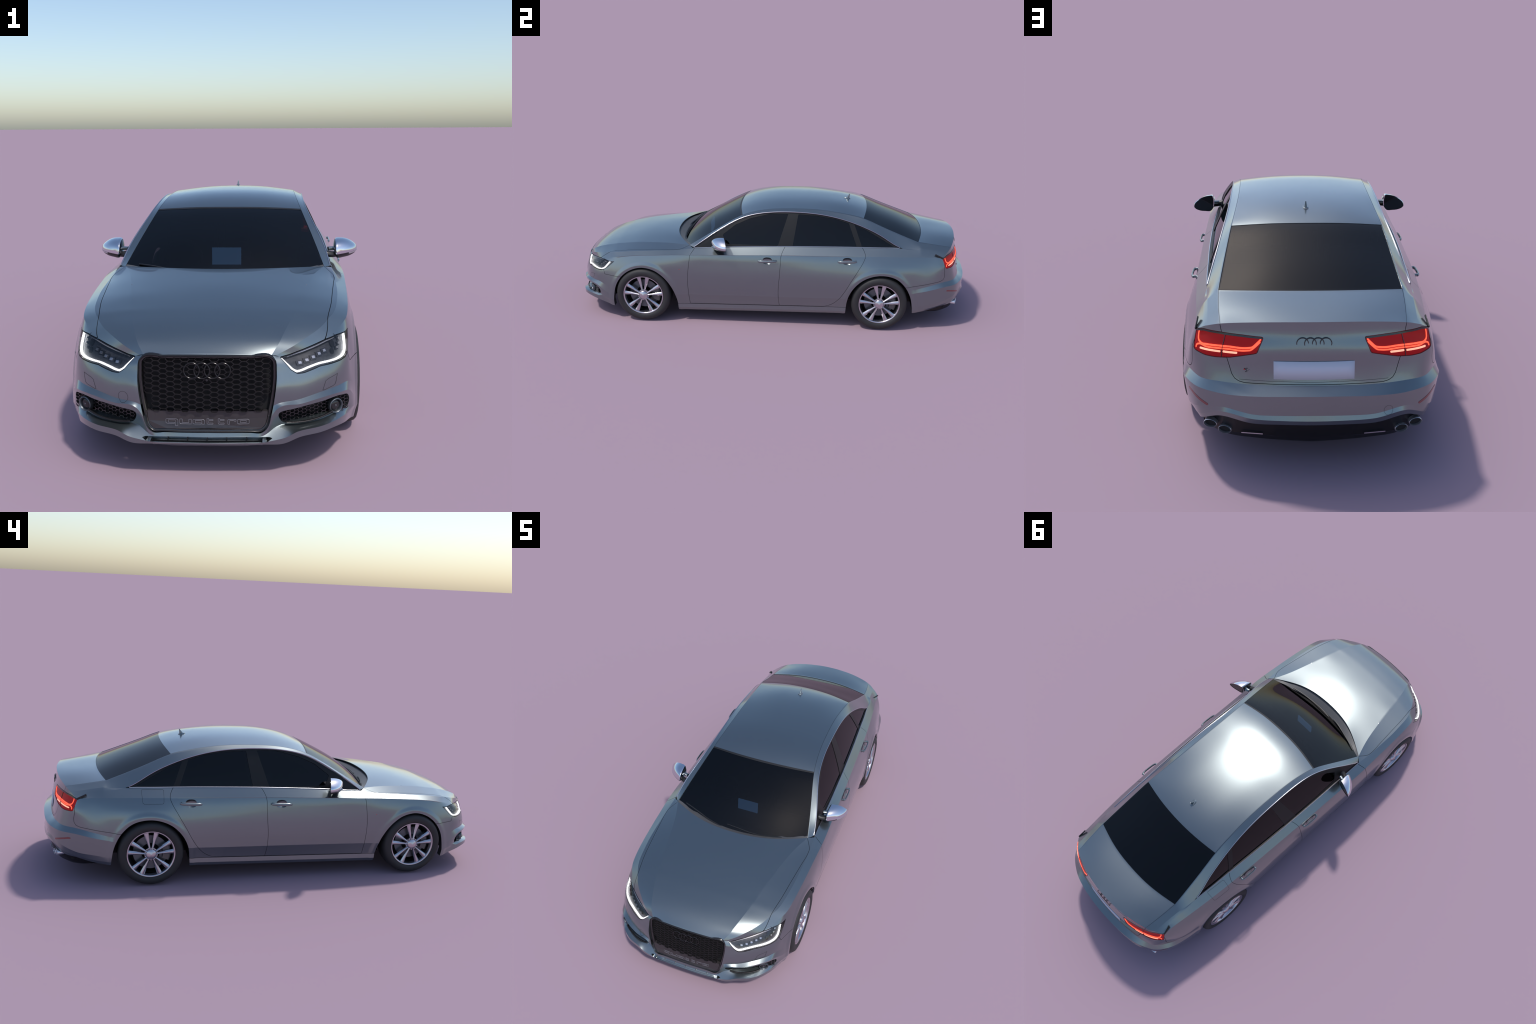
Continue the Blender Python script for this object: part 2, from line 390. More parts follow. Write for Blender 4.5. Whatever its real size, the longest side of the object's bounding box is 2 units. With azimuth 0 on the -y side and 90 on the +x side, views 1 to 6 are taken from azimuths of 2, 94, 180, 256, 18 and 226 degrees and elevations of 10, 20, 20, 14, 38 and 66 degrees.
def tube(name, path, rad, closed=False, n=8, squash=None, cap=True):
    """round bar along a path; squash=(vector, factor) flattens it"""
    P = np.asarray(path, float); m = len(P)
    T = np.roll(P, -1, 0) - np.roll(P, 1, 0) if closed else np.gradient(P, axis=0)
    T /= np.linalg.norm(T, axis=1)[:, None] + 1e-12
    up = np.array([0, 0, 1.0]) if abs(T[0][2]) < .9 else np.array([1.0, 0, 0])
    V = []; u = up - T[0] * (up @ T[0]); u /= np.linalg.norm(u)
    rad = np.broadcast_to(np.asarray(rad, float), (m,))
    for i in range(m):
        u = u - T[i] * (u @ T[i]); u /= np.linalg.norm(u) + 1e-12; w = np.cross(T[i], u)
        for k in range(n):
            a = 2 * math.pi * k / n; o = (u * math.cos(a) + w * math.sin(a)) * rad[i]
            if squash is not None: s = np.asarray(squash[0], float); o = o - s * (o @ s) * (1 - squash[1])
            V.append(P[i] + o)
    F = grid_faces(m, n, closed, True)
    if not closed and cap: F += [tuple(range(n))[::-1], tuple(range((m - 1) * n, m * n))]
    return V, F

def join(parts):
    V, F = [], []
    for v, f in parts:
        b = len(V); V += list(v); F += [tuple(i + b for i in q) for q in f]
    return V, F

def box(c, s, rot=None):
    c, s = np.array(c, float), np.array(s, float) / 2
    V = [np.array([x, y, z]) * s for x in (-1, 1) for y in (-1, 1) for z in (-1, 1)]
    if rot is not None: V = [rot @ v for v in V]
    return [c + v for v in V], [(0,1,3,2),(4,6,7,5),(0,4,5,1),(2,3,7,6),(0,2,6,4),(1,5,7,3)]

def bevel(o, w, seg=2):
    md = o.modifiers.new('bevel', 'BEVEL'); md.width = w; md.segments = seg; md.limit_method = 'ANGLE'
    return o

# ------------------------------------------------------------------ body surfaces
G1, cidx = build_lower()
# wheel-arch lips: the flank flattens into a narrow flange around each opening
ya, za, xa = G1[..., 1], G1[..., 2], G1[..., 0]
near = (xa > .3) & (za < .34)
da = np.where(near, arch_distance(ya, za), 1)
lip = (.0034 * (1 - smoothstep(.010, .032, da)) - .0022 * (1 - smoothstep(0, .013, da))) * (za > .03) * near
G1[..., 0] += lip
nv1 = G1.shape[1]
r0, r1 = sum(P1_SEGS[:2]), sum(P1_SEGS[:3]); f = np.linspace(0, 1, r1 - r0 + 1)
wd = smoothstep(-.50, -.44, G1[:, r0, 1]) * (1 - smoothstep(.36, .42, G1[:, r0, 1])) * (G1[:, r0, 0] > .3)
G1[:, r0:r1 + 1, 0] -= .0012 * wd[:, None] * 4 * f * (1 - f)
# shoulder crease: the edge stands slightly proud with a narrow undercut below it
wy = np.interp(G1[:, -1, 1], [-.80, -.70, .05, .10, .47, .80], [0, 1, 1, .5, .35, 0]) * (G1[:, -1, 0] > .3)
G1[:, -2] = G1[:, -1] + (G1[:, -2] - G1[:, -1]) * (1 - .35 * wy)[:, None]
G1[:, -1, 0] += .0012 * wy
v1 = np.concatenate([np.linspace(i, i + 1, s, endpoint=False) for i, s in enumerate(P1_SEGS)] + [[len(P1_SEGS)]])
group1 = np.searchsorted(np.array(P1_BREAK), np.floor((v1[:-1] + v1[1:]) / 2 + 1e-9), side='right')
group1[-1] += 1
u1 = np.zeros(len(G1))
for i in range(NC - 1): u1[cidx[i]:cidx[i + 1] + 1] = np.linspace(i, i + 1, cidx[i + 1] - cidx[i] + 1)
SHO = G1[:, -1]                                                     # shoulder curve

# bonnet: from the shoulder / lamp edge to the centre line; knots edge, wing top, bonnet crease, mid, centre
BONNET = {
 3: R((.160,-.951,.284),(.150,-.954,.2865),(.08,-.961,.290),(0,-.963,.292)),
 4: R((.200,-.924,.298),(.168,-.930,.3085),(.085,-.935,.3105),(0,-.937,.3110)),
 5: R((.235,-.890,.3110),(.180,-.897,.3245),(.09,-.903,.3270),(0,-.906,.3275)),
 6: R((.268,-.851,.3235),(.192,-.859,.3375),(.095,-.865,.3405),(0,-.868,.3410)),
 7: R((.290,-.811,.3345),(.202,-.820,.3475),(.10,-.826,.3510),(0,-.829,.3515)),
 8: R((.301,-.788,.3400),(.2075,-.797,.3530),(.104,-.803,.3565),(0,-.806,.3572)),
 9: R((.309,-.765,.3440),(.212,-.775,.3570),(.106,-.78,.3612),(0,-.783,.3620)),
 10: R((.320,-.70,.3535),(.224,-.71,.3682),(.112,-.713,.3733),(0,-.716,.3747)),
 11: R((.327,-.63,.3603),(.238,-.64,.376),(.12,-.645,.383),(0,-.648,.3855)),
 12: R((.330,-.548,.3668),(.255,-.560,.3830),(.13,-.578,.3905),(0,-.585,.3930)),
 13: R((.331,-.455,.3735),(.277,-.475,.3880),(.14,-.520,.3960),(0,-.536,.3980)),
 14: R((.328,-.3785,.384),(.304,-.401,.391),(.16,-.475,.3995),(0,-.4985,.4012)),
}
P2_SEGS = [8, 22, 20, 20]
def build_bonnet():
    ks = sorted(BONNET)
    prof = np.array([rows_to_profile([SHO[cidx[k]]] + BONNET[k], P2_SEGS, [1, 2], True) for k in ks])
    d = np.linalg.norm(np.diff(prof, axis=0), axis=2).mean(1); t = np.concatenate([[0], np.cumsum(d)])
    q = np.concatenate([np.linspace(t[i], t[i + 1], cidx[k + 1] - cidx[k], endpoint=False) for i, k in enumerate(ks[:-1])] + [[t[-1]]])
    G = hermite(t, prof, q, (), True)
    corr = SHO[cidx[3]:cidx[14] + 1] - G[:, 0]
    w = np.linspace(1, 0, P2_SEGS[0] + 1)
    G[:, :P2_SEGS[0] + 1] += corr[:, None] * w[None, :, None]
    return G
G2 = build_bonnet()
v2 = np.concatenate([np.linspace(i, i + 1, s, endpoint=False) for i, s in enumerate(P2_SEGS)] + [[4]])
u2 = u1[cidx[3]:cidx[14] + 1]
group2 = np.where(v2[:-1] < 1 - 1e-9, 0, np.where(v2[:-1] < 2 - 1e-9, 1, 2))

# cabin: knots shoulder(auto), belt, window top, roof seam, mid, centre; keyed by the shoulder's y
CABIN = {
 -.387: R((.328,-.3785,.384),(.3235,-.376,.3875),(.304,-.401,.391),(.16,-.458,.370),(0,-.480,.362)),
 -.30: R((.3275,-.300,.389),(.308,-.302,.4405),(.2840,-.315,.441),(.15,-.363,.4385),(0,-.381,.4370)),
 -.20: R((.3285,-.2,.396),(.2768,-.2,.5025),(.2570,-.212,.5015),(.135,-.251,.5025),(0,-.265,.5020)),
 -.13: R((.3288,-.13,.3995),(.2605,-.13,.5335),(.2400,-.139,.538),(.125,-.157,.5455),(0,-.163,.5475)),
 -.05: R((.3282,-.05,.4030),(.2518,-.05,.5525),(.2290,-.05,.5612),(.12,-.057,.5718),(0,-.060,.5752)),
 .10: R((.3260,.1,.4080),(.2490,.1,.5633),(.2225,.1,.5730),(.115,.1,.5845),(0,.1,.5880)),
 .25: R((.3215,.25,.4105),(.2505,.25,.5550),(.2225,.25,.5700),(.115,.25,.5830),(0,.25,.5870)),
 .40: R((.3145,.40,.4115),(.2607,.40,.5238),(.2300,.398,.5510),(.12,.408,.5665),(0,.412,.5705)),
 .47: R((.3105,.47,.4110),(.2695,.47,.5000),(.2350,.462,.5375),(.122,.4795,.5490),(0,.486,.5525)),
 .56: R((.3060,.56,.4105),(.2835,.56,.4585),(.2440,.55,.5030),(.127,.569,.5155),(0,.576,.5200)),
 .65: R((.3000,.648,.4085),(.2985,.65,.4115),(.2525,.64,.4675),(.132,.663,.4800),(0,.671,.4840)),
 .745: R((.3045,.745,.3955),(.2900,.745,.4110),(.2600,.7345,.4320),(.137,.761,.4405),(0,.770,.4430)),
 .80: R((.3010,.803,.3875),(.2850,.807,.4015),(.2545,.8155,.4190),(.145,.844,.4325),(0,.855,.4365)),
}
P3_SEGS = [10, 34, 9, 22, 22]
def build_cabin():
    i0, i1 = cidx[I_DOOR], cidx[I_TAIL]
    tq = SHO[i0:i1 + 1, 1].copy(); tq = np.maximum.accumulate(tq)
    ks = sorted(CABIN)
    secs = []
    for k in ks:
        j = i0 + np.argmin(np.abs(tq - k)); sh = SHO[j].copy()
        secs.append([sh] + CABIN[k])
    lipk = SHO[cidx[I_TAIL]:]
    at_x = lambda x: np.array([x, np.interp(-x, -lipk[:, 0], lipk[:, 1]), np.interp(-x, -lipk[:, 0], lipk[:, 2])])
    secs.append([SHO[cidx[I_TAIL]], at_x(.298), at_x(.280), at_x(.245), at_x(.15), at_x(0)])
    ts = np.array(ks + [tq[-1]]); ts[0] = tq[0]
    prof = np.array([rows_to_profile(s, P3_SEGS, [1, 2, 3], True) for s in secs])
    br = [i for i, k in enumerate(ks) if abs(k - .745) < 1e-6]
    G = hermite(ts, prof, tq, br, True)
    corr = SHO[i0:i1 + 1] - G[:, 0]; w = np.linspace(1, 0, P3_SEGS[0] + 1)
    G[:, :P3_SEGS[0] + 1] += corr[:, None] * w[None, :, None]
    for j in range(G.shape[1]):                         # the last section lies exactly on the boot lip
        e = at_x(min(G[-1, j, 0], lipk[0, 0])) - G[-1, j]; f = np.clip((tq - .82) / (tq[-1] - .82), 0, 1) ** 2
        G[:, j] += f[:, None] * e
    # gentle barrel in the side glass
    a, b = P3_SEGS[0], P3_SEGS[0] + P3_SEGS[1]
    f = np.linspace(0, 1, b - a + 1); ln = np.linalg.norm(G[:, b] - G[:, a], axis=1)
    G[:, a:b + 1, 0] += (.10 * ln[:, None] * 4 * f * (1 - f) * .20)
    return G, tq
G3, u3 = build_cabin()
v3 = np.concatenate([np.linspace(i, i + 1, s, endpoint=False) for i, s in enumerate(P3_SEGS)] + [[5]])
group3 = np.where(v3[:-1] < 1 - 1e-9, 0, np.where(v3[:-1] < 2 - 1e-9, 1, 2))
# make the boot-lip edge of the cabin loft sit exactly on the tail loft
S1, S2, S3 = grid_soups([(G1, u1, v1, group1), (G2, u2, v2, group2), (G3, u3, v3, group3)])

# ------------------------------------------------------------------ cutting the surfaces into panels
GAP = .0008
yz = lambda poly, lim=None: poly_field(poly, 1, 2, lim)
xz = lambda poly, lim=None: poly_field(poly, 0, 2, lim)
sF = lambda S: S[..., 0] + .7 * (S[..., 1] + .95)         # runs round the front corner
sR = lambda S: S[..., 0] - .7 * (S[..., 1] - .95)         # runs round the rear corner
front = lambda y: (lambda S: S[..., 1] - y)
rear = lambda y: (lambda S: y - S[..., 1])

SHELL1, SHELL2, SHELL3 = S1, S2, S3
_, S1 = split(S1, yz(ARCH_F)); _, S1 = split(S1, yz(ARCH_R))

# grille opening (frame outline, right half)
def grille_outline(k=0.0):
    """half outline of the single-frame grille, shrunk by k"""
    return curve([(0,.2885),(.10,.2875),(.150,.285),(.1585,.278),(.1625,.25),(.159,.20),(.151,.155),(.1385,.115),(.130,.1080),(.10,.107),(0,.107)], 60)
def shrink(pts, k):
    P = np.asarray(pts, float); T = np.gradient(P, axis=0); T /= np.linalg.norm(T, axis=1)[:, None]
    return P + np.stack([T[:, 1], -T[:, 0]], 1) * k
GR_OUT = grille_outline()
GR_POLY = np.vstack([[(-.02, GR_OUT[0][1])], GR_OUT, [(-.02, GR_OUT[-1][1])]])
_, S1 = split(S1, xz(GR_POLY, front(-.9)))

# headlamp, in (sF, z)
HEAD = [(.1700,.2795),(.1780,.268),(.1925,.2505),(.2090,.2400),(.230,.2400),(.2860,.2485),(.330,.2475),(.372,.2475),(.400,.250),(.421,.2580),(.437,.273),(.4620,.3035),(.440,.3005),(.39,.302),(.3405,.2985),(.30,.293),(.25,.2865),(.205,.2815)]
HEADF = poly_field(HEAD, sF, 2, front(-.7))
HEAD_S, S1 = split(S1, HEADF, .0006)
HEAD_S2, S2 = split(S2, HEADF, .0006)

# tail lamp, in (sR, z)
TAIL = [(.1425,.3835),(.140,.379),(.1500,.3420),(.158,.3395),(.235,.3225),(.28,.3175),(.32,.3165),(.368,.3185),(.3775,.3225),(.383,.371),(.345,.3795),(.28,.3835),(.21,.3845)]
TAILF = poly_field(TAIL, sR, 2, rear(.8))
TAIL_S, S1 = split(S1, TAILF, .0006)

# lower side intakes in the bumper and the slot under the grille
INTAKE = curve([(.178,.1245),(.1665,.1515),(.205,.1625),(.27,.1710),(.317,.1720),(.335,.164),(.3410,.145),(.3370,.1275),(.31,.1290),(.25,.1245),(.205,.1225)], 90, True)
INTAKE_S, S1 = split(S1, xz(INTAKE, front(-.8)))
SLOT = [(-.02,.0872),(.140,.0885),(.156,.0985),(-.02,.0975)]
_, S1 = split(S1, xz(SLOT, front(-.9)))

# bumpers
F_BUMPER = [(-1.2,-.1),(-.70,-.1),(-.70,.2305),(-.7687,.2318),(-.8306,.2343),(-.839,.26),(-.842,.40),(-1.2,.40)]
FBUMP, S1 = split(S1, yz(F_BUMPER), GAP)
TRUNK = [(-.05,.2604),(.18,.2604),(.196,.2635),(.2075,.270),(.2150,.281),(.2221,.3036),(.232,.3362),(.2452,.405),(.247,.6),(-.05,.6)]
TRUNK_S, S1 = split(S1, xz(TRUNK, rear(.8)), GAP)
R_BUMPER = [(.60,-.1),(.60,.222),(.6876,.2313),(.7733,.2447),(.844,.2574),(.858,.263),(.8652,.275),(.866,.29),(.8616,.3265),(.8616,.372),(1.2,.372),(1.2,-.1)]
RBUMP, S1 = split(S1, yz(R_BUMPER), GAP)

# doors
D_FRONT = [(-.372,.3815),(-.380,.372),(-.3865,.3629),(-.3925,.33),(-.3968,.2957),(-.4006,.2439),(-.3995,.1716),(-.3938,.099)]
D_MID = [(.0578,.1066),(.0521,.16),(.0520,.21),(.0567,.27),(.0600,.33),(.0631,.3724),(.0818,.409)]
D_REAR = [(.265,.1105),(.2867,.1125),(.3242,.1293),(.3559,.1622),(.3779,.1957),(.4068,.249),(.4435,.3128),(.4680,.357),(.4744,.3763),(.468,.396),(.4575,.411)]
fd = np.vstack([curve(D_FRONT, 40)[::-1][:1], curve(D_FRONT, 40)[::-1], [(-.36,.62),(.0818,.62)], curve(D_MID, 40)[::-1]])
rd = np.vstack([curve(D_MID, 40), [(.0818,.62),(.4575,.62)], curve(D_REAR, 60)[::-1]])
SILL = [(-.50,.0),(-.50,.0955),(-.46,.0958),(.06,.1048),(.27,.1083),(.39,.1098),(.43,.1105),(.43,.0)]
SILL_S, S1 = split(S1, yz(SILL), GAP)
DOORF1, S1 = split(S1, yz(fd), GAP); DOORR1, S1 = split(S1, yz(rd), GAP)

# what is left of the flank: wing in front, quarter panel behind
WING1 = clip(S1, S1[..., 1] + .2); QUART1 = clip(S1, -.2 - S1[..., 1])

# bonnet / wing split in plan
SEAM = curve([(.17,-1.0),(.262,-.89),(.2797,-.8645),(.2911,-.7963),(.3036,-.7219),(.313,-.6338),(.3227,-.5406),(.3293,-.468),(.3285,-.450),(.318,-.425),(.3050,-.402),(.300,-.36)], 90)
BON_S, WING2 = split(S2, poly_field(np.vstack([SEAM, [(-.05,-.36),(-.05,-1.0)]]), 0, 1), GAP)

# cabin regions by loft coordinates (u = shoulder y, v = knot number)
U, Vv = (lambda S: S[..., 6]), (lambda S: S[..., 7])
TOP_S, SIDE3 = split(S3, lambda S: 3 - Vv(S), .0)
WIND, rest = split(TOP_S, lambda S: U(S) + .13)
ROOF_S, rest = split(rest, lambda S: U(S) - .47)
RWIN, DECK = split(rest, lambda S: U(S) - .745)
BELT3, rest = split(SIDE3, lambda S: Vv(S) - 1)
DLO, RAIL = split(rest, lambda S: Vv(S) - 2)
DLO, quarter_between = split(DLO, lambda S: U(S) - .655)
def inset(S):
    """glass sits flush at the top of the door and well inside the belt strip at its foot"""
    S = S.copy(); f = np.clip(Vv(S) - 1, 0, 1)
    end = smoothstep(-.38, -.24, U(S)) * (1 - smoothstep(.46, .64, U(S)))
    S[..., 0] -= .0015 * (1 - f) * end; return S
DLO_FLUSH = DLO; DLO = inset(DLO)
D_BELT_F, b2 = split(BELT3, yz(fd), GAP); D_BELT_R, b2 = split(b2, yz(rd), GAP)
BELT_REST_F = clip(b2, b2[..., 1] + .2); BELT_REST_R = clip(b2, -.2 - b2[..., 1])

# thin shut lines along the roof and boot seams: trim panels where they meet row v=3
def trim_v(S, v0, g, sign):
    # knot spacing beside row 3 is about 0.11 m per knot inwards, 0.02-0.05 outwards
    return clip(S, sign * (v0 - Vv(S)) + g)
ROOF_P = trim_v(ROOF_S, 3, .008, 1); DECK_P = trim_v(DECK, 3, .008, 1)

# finger cups behind the door handles
def cut_cup(S, cy, cz):
    """hollow finger cup: (cup sunk smoothly below the skin, remaining skin)"""
    f = lambda Q: (np.abs(Q[..., 1] - cy) / .0235) ** 2.6 + (np.abs(Q[..., 2] - cz) / .0165) ** 2.6 - 1
    d = f(S); cup, rest = clip(S, d), clip(S, -d)
    k = np.clip(-f(cup), 0, 1); cup = cup.copy(); cup[..., 0] -= .0060 * k ** .6
    r = np.stack([np.ones_like(k), -(cup[..., 1] - cy) / .0235 * .8, -(cup[..., 2] - cz) / .0165 * 1.0], -1)
    cup[..., 3:6] = r / np.linalg.norm(r, axis=-1, keepdims=True)
    return cup, rest
HANDLES = [(-.0502, .0412, .3430, .3460), (.3417, .4322, .3505, .3550)]
CUP_F, DOORF1 = cut_cup(DOORF1, -.0045, .3445); CUP_R, DOORR1 = cut_cup(DOORR1, .387, .3525)

# ------------------------------------------------------------------ painted panels
bonnet = panel('bonnet', both(BON_S), PAINT)
roof = panel('roof', both(ROOF_P), PAINT)
boot_lid = panel('boot_lid', both(np.concatenate([DECK_P, TRUNK_S])), PAINT)
front_bumper = panel('bumper', both(FBUMP), PAINT, flange=.022)
rear_bumper = panel('bumper', both(RBUMP), PAINT, flange=.010)
pair('fender', np.concatenate([WING1, WING2, BELT_REST_F]), PAINT, flange=.008)
quarters = pair('quarter_panel', np.concatenate([QUART1, BELT_REST_R, RAIL, quarter_between]), PAINT, flange=.006)
fdoors = pair('door', np.concatenate([DOORF1, D_BELT_F]), PAINT)
rdoors = pair('door', np.concatenate([DOORR1, D_BELT_R]), PAINT)
pair('sill', SILL_S, PAINT, flange=.006)

# dark inner shell that closes the shut lines
sh1 = SHELL1
for f in (yz(ARCH_F), yz(ARCH_R), xz(GR_POLY, front(-.9)), HEADF, TAILF, xz(INTAKE, front(-.8)), xz(SLOT, front(-.9))): _, sh1 = split(sh1, f)
sh3 = np.concatenate([clip(TOP_S, np.maximum(-.16 - U(TOP_S), U(TOP_S) - .49)), clip(TOP_S, .735 - U(TOP_S)), BELT3, RAIL, quarter_between, offset(DLO, -.008)])
shell = panel('body_shell', both(np.concatenate([sh1, SHELL2, sh3])), DARK, flange=0, h=-.007)

# ------------------------------------------------------------------ glazing
GLASS_BASE = curve([(0,-.462),(.10,-.455),(.20,-.430),(.27,-.408),(.302,-.392),(.33,-.37)], 40)
gb = poly_field(np.vstack([[(-.05,-.462)], GLASS_BASE, [(.4,-.37),(.4,.2),(-.05,.2)]]), 0, 1)
SCREEN_S, COWL_S = split(WIND, gb)
SCREEN_P = trim_v(clip(SCREEN_S, U(SCREEN_S) + .133), 3, .004, 1)
panel('windscreen', both(SCREEN_P), GLASS, flange=.003, h=-.0012)
panel('windscreen_seal', both(clip(WIND, -(U(WIND) + .1365))), BLACK, flange=.002, h=-.0004)
# scuttle panel: bridges from under the bonnet's rear edge to the foot of the windscreen
j2 = sum(P2_SEGS[:2]); A = G2[-1, j2:][:: 3]; A = np.vstack([A, G2[-1, -1:]])
TV = WIND[..., :3].reshape(-1, 3); rowsc = []
for p in A:
    yb = np.interp(p[0], GLASS_BASE[:, 0], GLASS_BASE[:, 1]); q = TV[np.argmin((TV[:, 0] - p[0]) ** 2 + (TV[:, 1] - yb) ** 2)]
    a = p + [0, -.012, -.009]; b = np.array([p[0], yb + .004, q[2] - .0005]); m = (a + b) / 2
    rowsc.append([a, a * .7 + b * .3 + [0, 0, .002], m + [0, 0, .0015], b])
rowsc = np.array(rowsc); rowsc = np.concatenate([rowsc, rowsc[::-1][1:] * [-1, 1, 1]])
add('scuttle', poly_mesh('scuttle', rowsc.reshape(-1, 3), grid_faces(len(rowsc), 4)), ROOT, principled('scuttle_plastic', (.075,.075,.078), .5, grain=(300, .15, .1)))
panel('rear_window', both(trim_v(RWIN, 3, .004, 1)), GLASS, flange=.003, h=-.0012)

win_f = [(-.2325,.452),(-.2150,.413),(-.205,.4105),(.044,.4105),(.0895,.555),(.0,.5535),(-.10,.529),(-.17,.499)]
win_r = [(.1165,.4105),(.432,.412),(.390,.519),(.32,.5385),(.23,.5505),(.1385,.5545)]
win_q = [(.4575,.4130),(.612,.4165),(.56,.446),(.48,.4885),(.417,.5145)]
frame = DLO
wins = []
for w in (win_f, win_r, win_q):
    g, frame = split(frame, yz(w)); wins.append(g)
# narrow front and rear borders stay as the dark surround
for g, ps in zip(wins, (fdoors, rdoors, quarters)): pair('side_window', g, GLASS, ps, flange=.002, h=-.005)
pair('window_surround', frame, FRAME, flange=.004, h=-.0030)
# rubber shelf between belt strip and glass
belt = G3[:, P3_SEGS[0]]; ends = smoothstep(-.38, -.24, u3) * (1 - smoothstep(.46, .64, u3)); m = (u3 > -.37) & (u3 < .625)
sh = np.stack([belt + [.0005, 0, .0005], belt + np.stack([-.0040 * ends - .004, 0 * ends, .0012 + 0 * ends], 1)], 1)[m][::3]
for s in (1, -1):
    F = grid_faces(len(sh), 2); V = sh.reshape(-1, 3) * [s, 1, 1]
    add('belt_seal', poly_mesh('belt_seal', V, F if s > 0 else [f[::-1] for f in F]), ROOT, FRAME)
# bright surround strip: follows belt and window-top rows, closed at both tips
iu0 = np.searchsorted(u3, -.383); iu1 = np.searchsorted(u3, .652)
ra, rb = P3_SEGS[0], P3_SEGS[0] + P3_SEGS[1]
loop = np.vstack([G3[iu0:iu1:3, ra] + [.0002, 0, .001], G3[iu0:iu1:3, rb][::-1] + [.0008, 0, .0]])
V, F = tube('t', loop, .0019, True, 8)
for s in (1, -1):
    me = poly_mesh('window_trim', [(v[0] * s, v[1], v[2]) for v in V], F if s == 1 else [f[::-1] for f in F]); add('window_trim', me, ROOT, CHROME)

# ------------------------------------------------------------------ headlamps
LED_LINE = curve([(.1755,.2760),(.190,.2605),(.2010,.2505),(.2110,.2460),(.222,.2463),(.2500,.2512),(.2860,.2552),(.33,.2545),(.372,.2545),(.398,.2580),(.413,.2660),(.4245,.2820),(.4320,.2975)], 90)
HL = refine(np.concatenate([HEAD_S, HEAD_S2]), 1)
heads = pair('headlamp', HL, LAMP_IN, flange=0, h=-.010)
hline = lambda line, w: (lambda S: sd_line(sF(S), S[..., 2], line, w))
pair('light_guide', trace(HL, hline(LED_LINE, .0020)), LED, heads, flange=.006, h=-.002)
pair('lamp_lens', HL, LENS, heads, flange=0, h=-.0003)
pair('lamp_bezel', trace(HL, lambda S: -(sd_poly(sF(S), S[..., 2], HEAD) + .0020), 2), GLOSS, heads, flange=.010, h=-.0008)
# reflector modules: five along the row and three by the outer end
mods = [(.2290,.2635,.0058,.0031),(.2530,.2670,.0058,.0031),(.2770,.2710,.0058,.0031),(.3010,.2755,.0058,.0031),(.3230,.2795,.0055,.0031),(.3790,.2775,.0042,.0026),(.3930,.2850,.0042,.0026),(.4010,.2945,.0042,.0026)]
for s, z, a, b in mods:
    blk = lambda k: (lambda S: np.maximum(np.abs(sF(S) - s) - a * k, np.abs(S[..., 2] - z) - b * k))
    pair('lamp_cell', trace(HL, blk(1.75)), GLOSS, heads, flange=.006, h=-.0070)
    pair('lamp_module', trace(HL, blk(.85)), MODULE, heads, flange=.004, h=-.0045)
for s, z, r in [(.354,.2735,.0072),(.364,.2895,.0088)]:
    pair('lamp_projector', trace(HL, lambda S: np.hypot(sF(S) - s, S[..., 2] - z) - r), GLOSS, heads, flange=.006, h=-.0055)
pair('lamp_brow', trace(HL, hline([(.195,.2795),(.25,.2842),(.30,.2905),(.3405,.2960),(.375,.2990)], .0011)), MODULE, heads, flange=.003, h=-.0012)

# ------------------------------------------------------------------ tail lamps
tails = pair('tail_lamp', refine(TAIL_S), RED, flange=.008, h=-.0015)
tline = lambda line, w: trace(TAIL_S, lambda S: sd_line(sR(S), S[..., 2], line, w))
pair('light_guide', tline(curve([(.1480,.3760),(.158,.3650),(.168,.3560),(.18,.3535),(.245,.3510),(.2765,.3485),(.32,.3445),(.3480,.3430),(.3605,.3490),(.3640,.3570),(.3645,.3690)], 60), .0023), RED_LED, tails, flange=.003, h=-.0002)
pair('light_guide', tline(curve([(.1480,.3700),(.160,.3570),(.170,.3490),(.182,.3465),(.245,.3445),(.2765,.3420),(.32,.3385),(.3560,.3380),(.3640,.3340),(.3660,.3280)], 60), .0021), RED_LED, tails, flange=.003, h=-.0002)
pair('light_bar', tline([(.2135,.3375),(.2560,.3360)], .0027), AMBER, tails, flange=.003, h=-.0001)
pair('light_bar', tline([(.2690,.3345),(.3450,.3300)], .0025), AMBER, tails, flange=.003, h=-.0001)
pair('lamp_seam', tline([(.2625,.31),(.2600,.392)], .0010), GLOSS, tails, flange=.003, h=.0002)
pair('lamp_shade', tline([(.138,.3820),(.21,.3825),(.28,.3815),(.345,.3775),(.388,.3685)], .0036), GLOSS, tails, flange=.004, h=.0006)
pair('lamp_bezel', tline([(.1400,.378),(.1500,.3410),(.158,.3385),(.235,.3215),(.28,.3165),(.32,.3155),(.368,.3175)], .0020), GLOSS, tails, flange=.004, h=.0004)

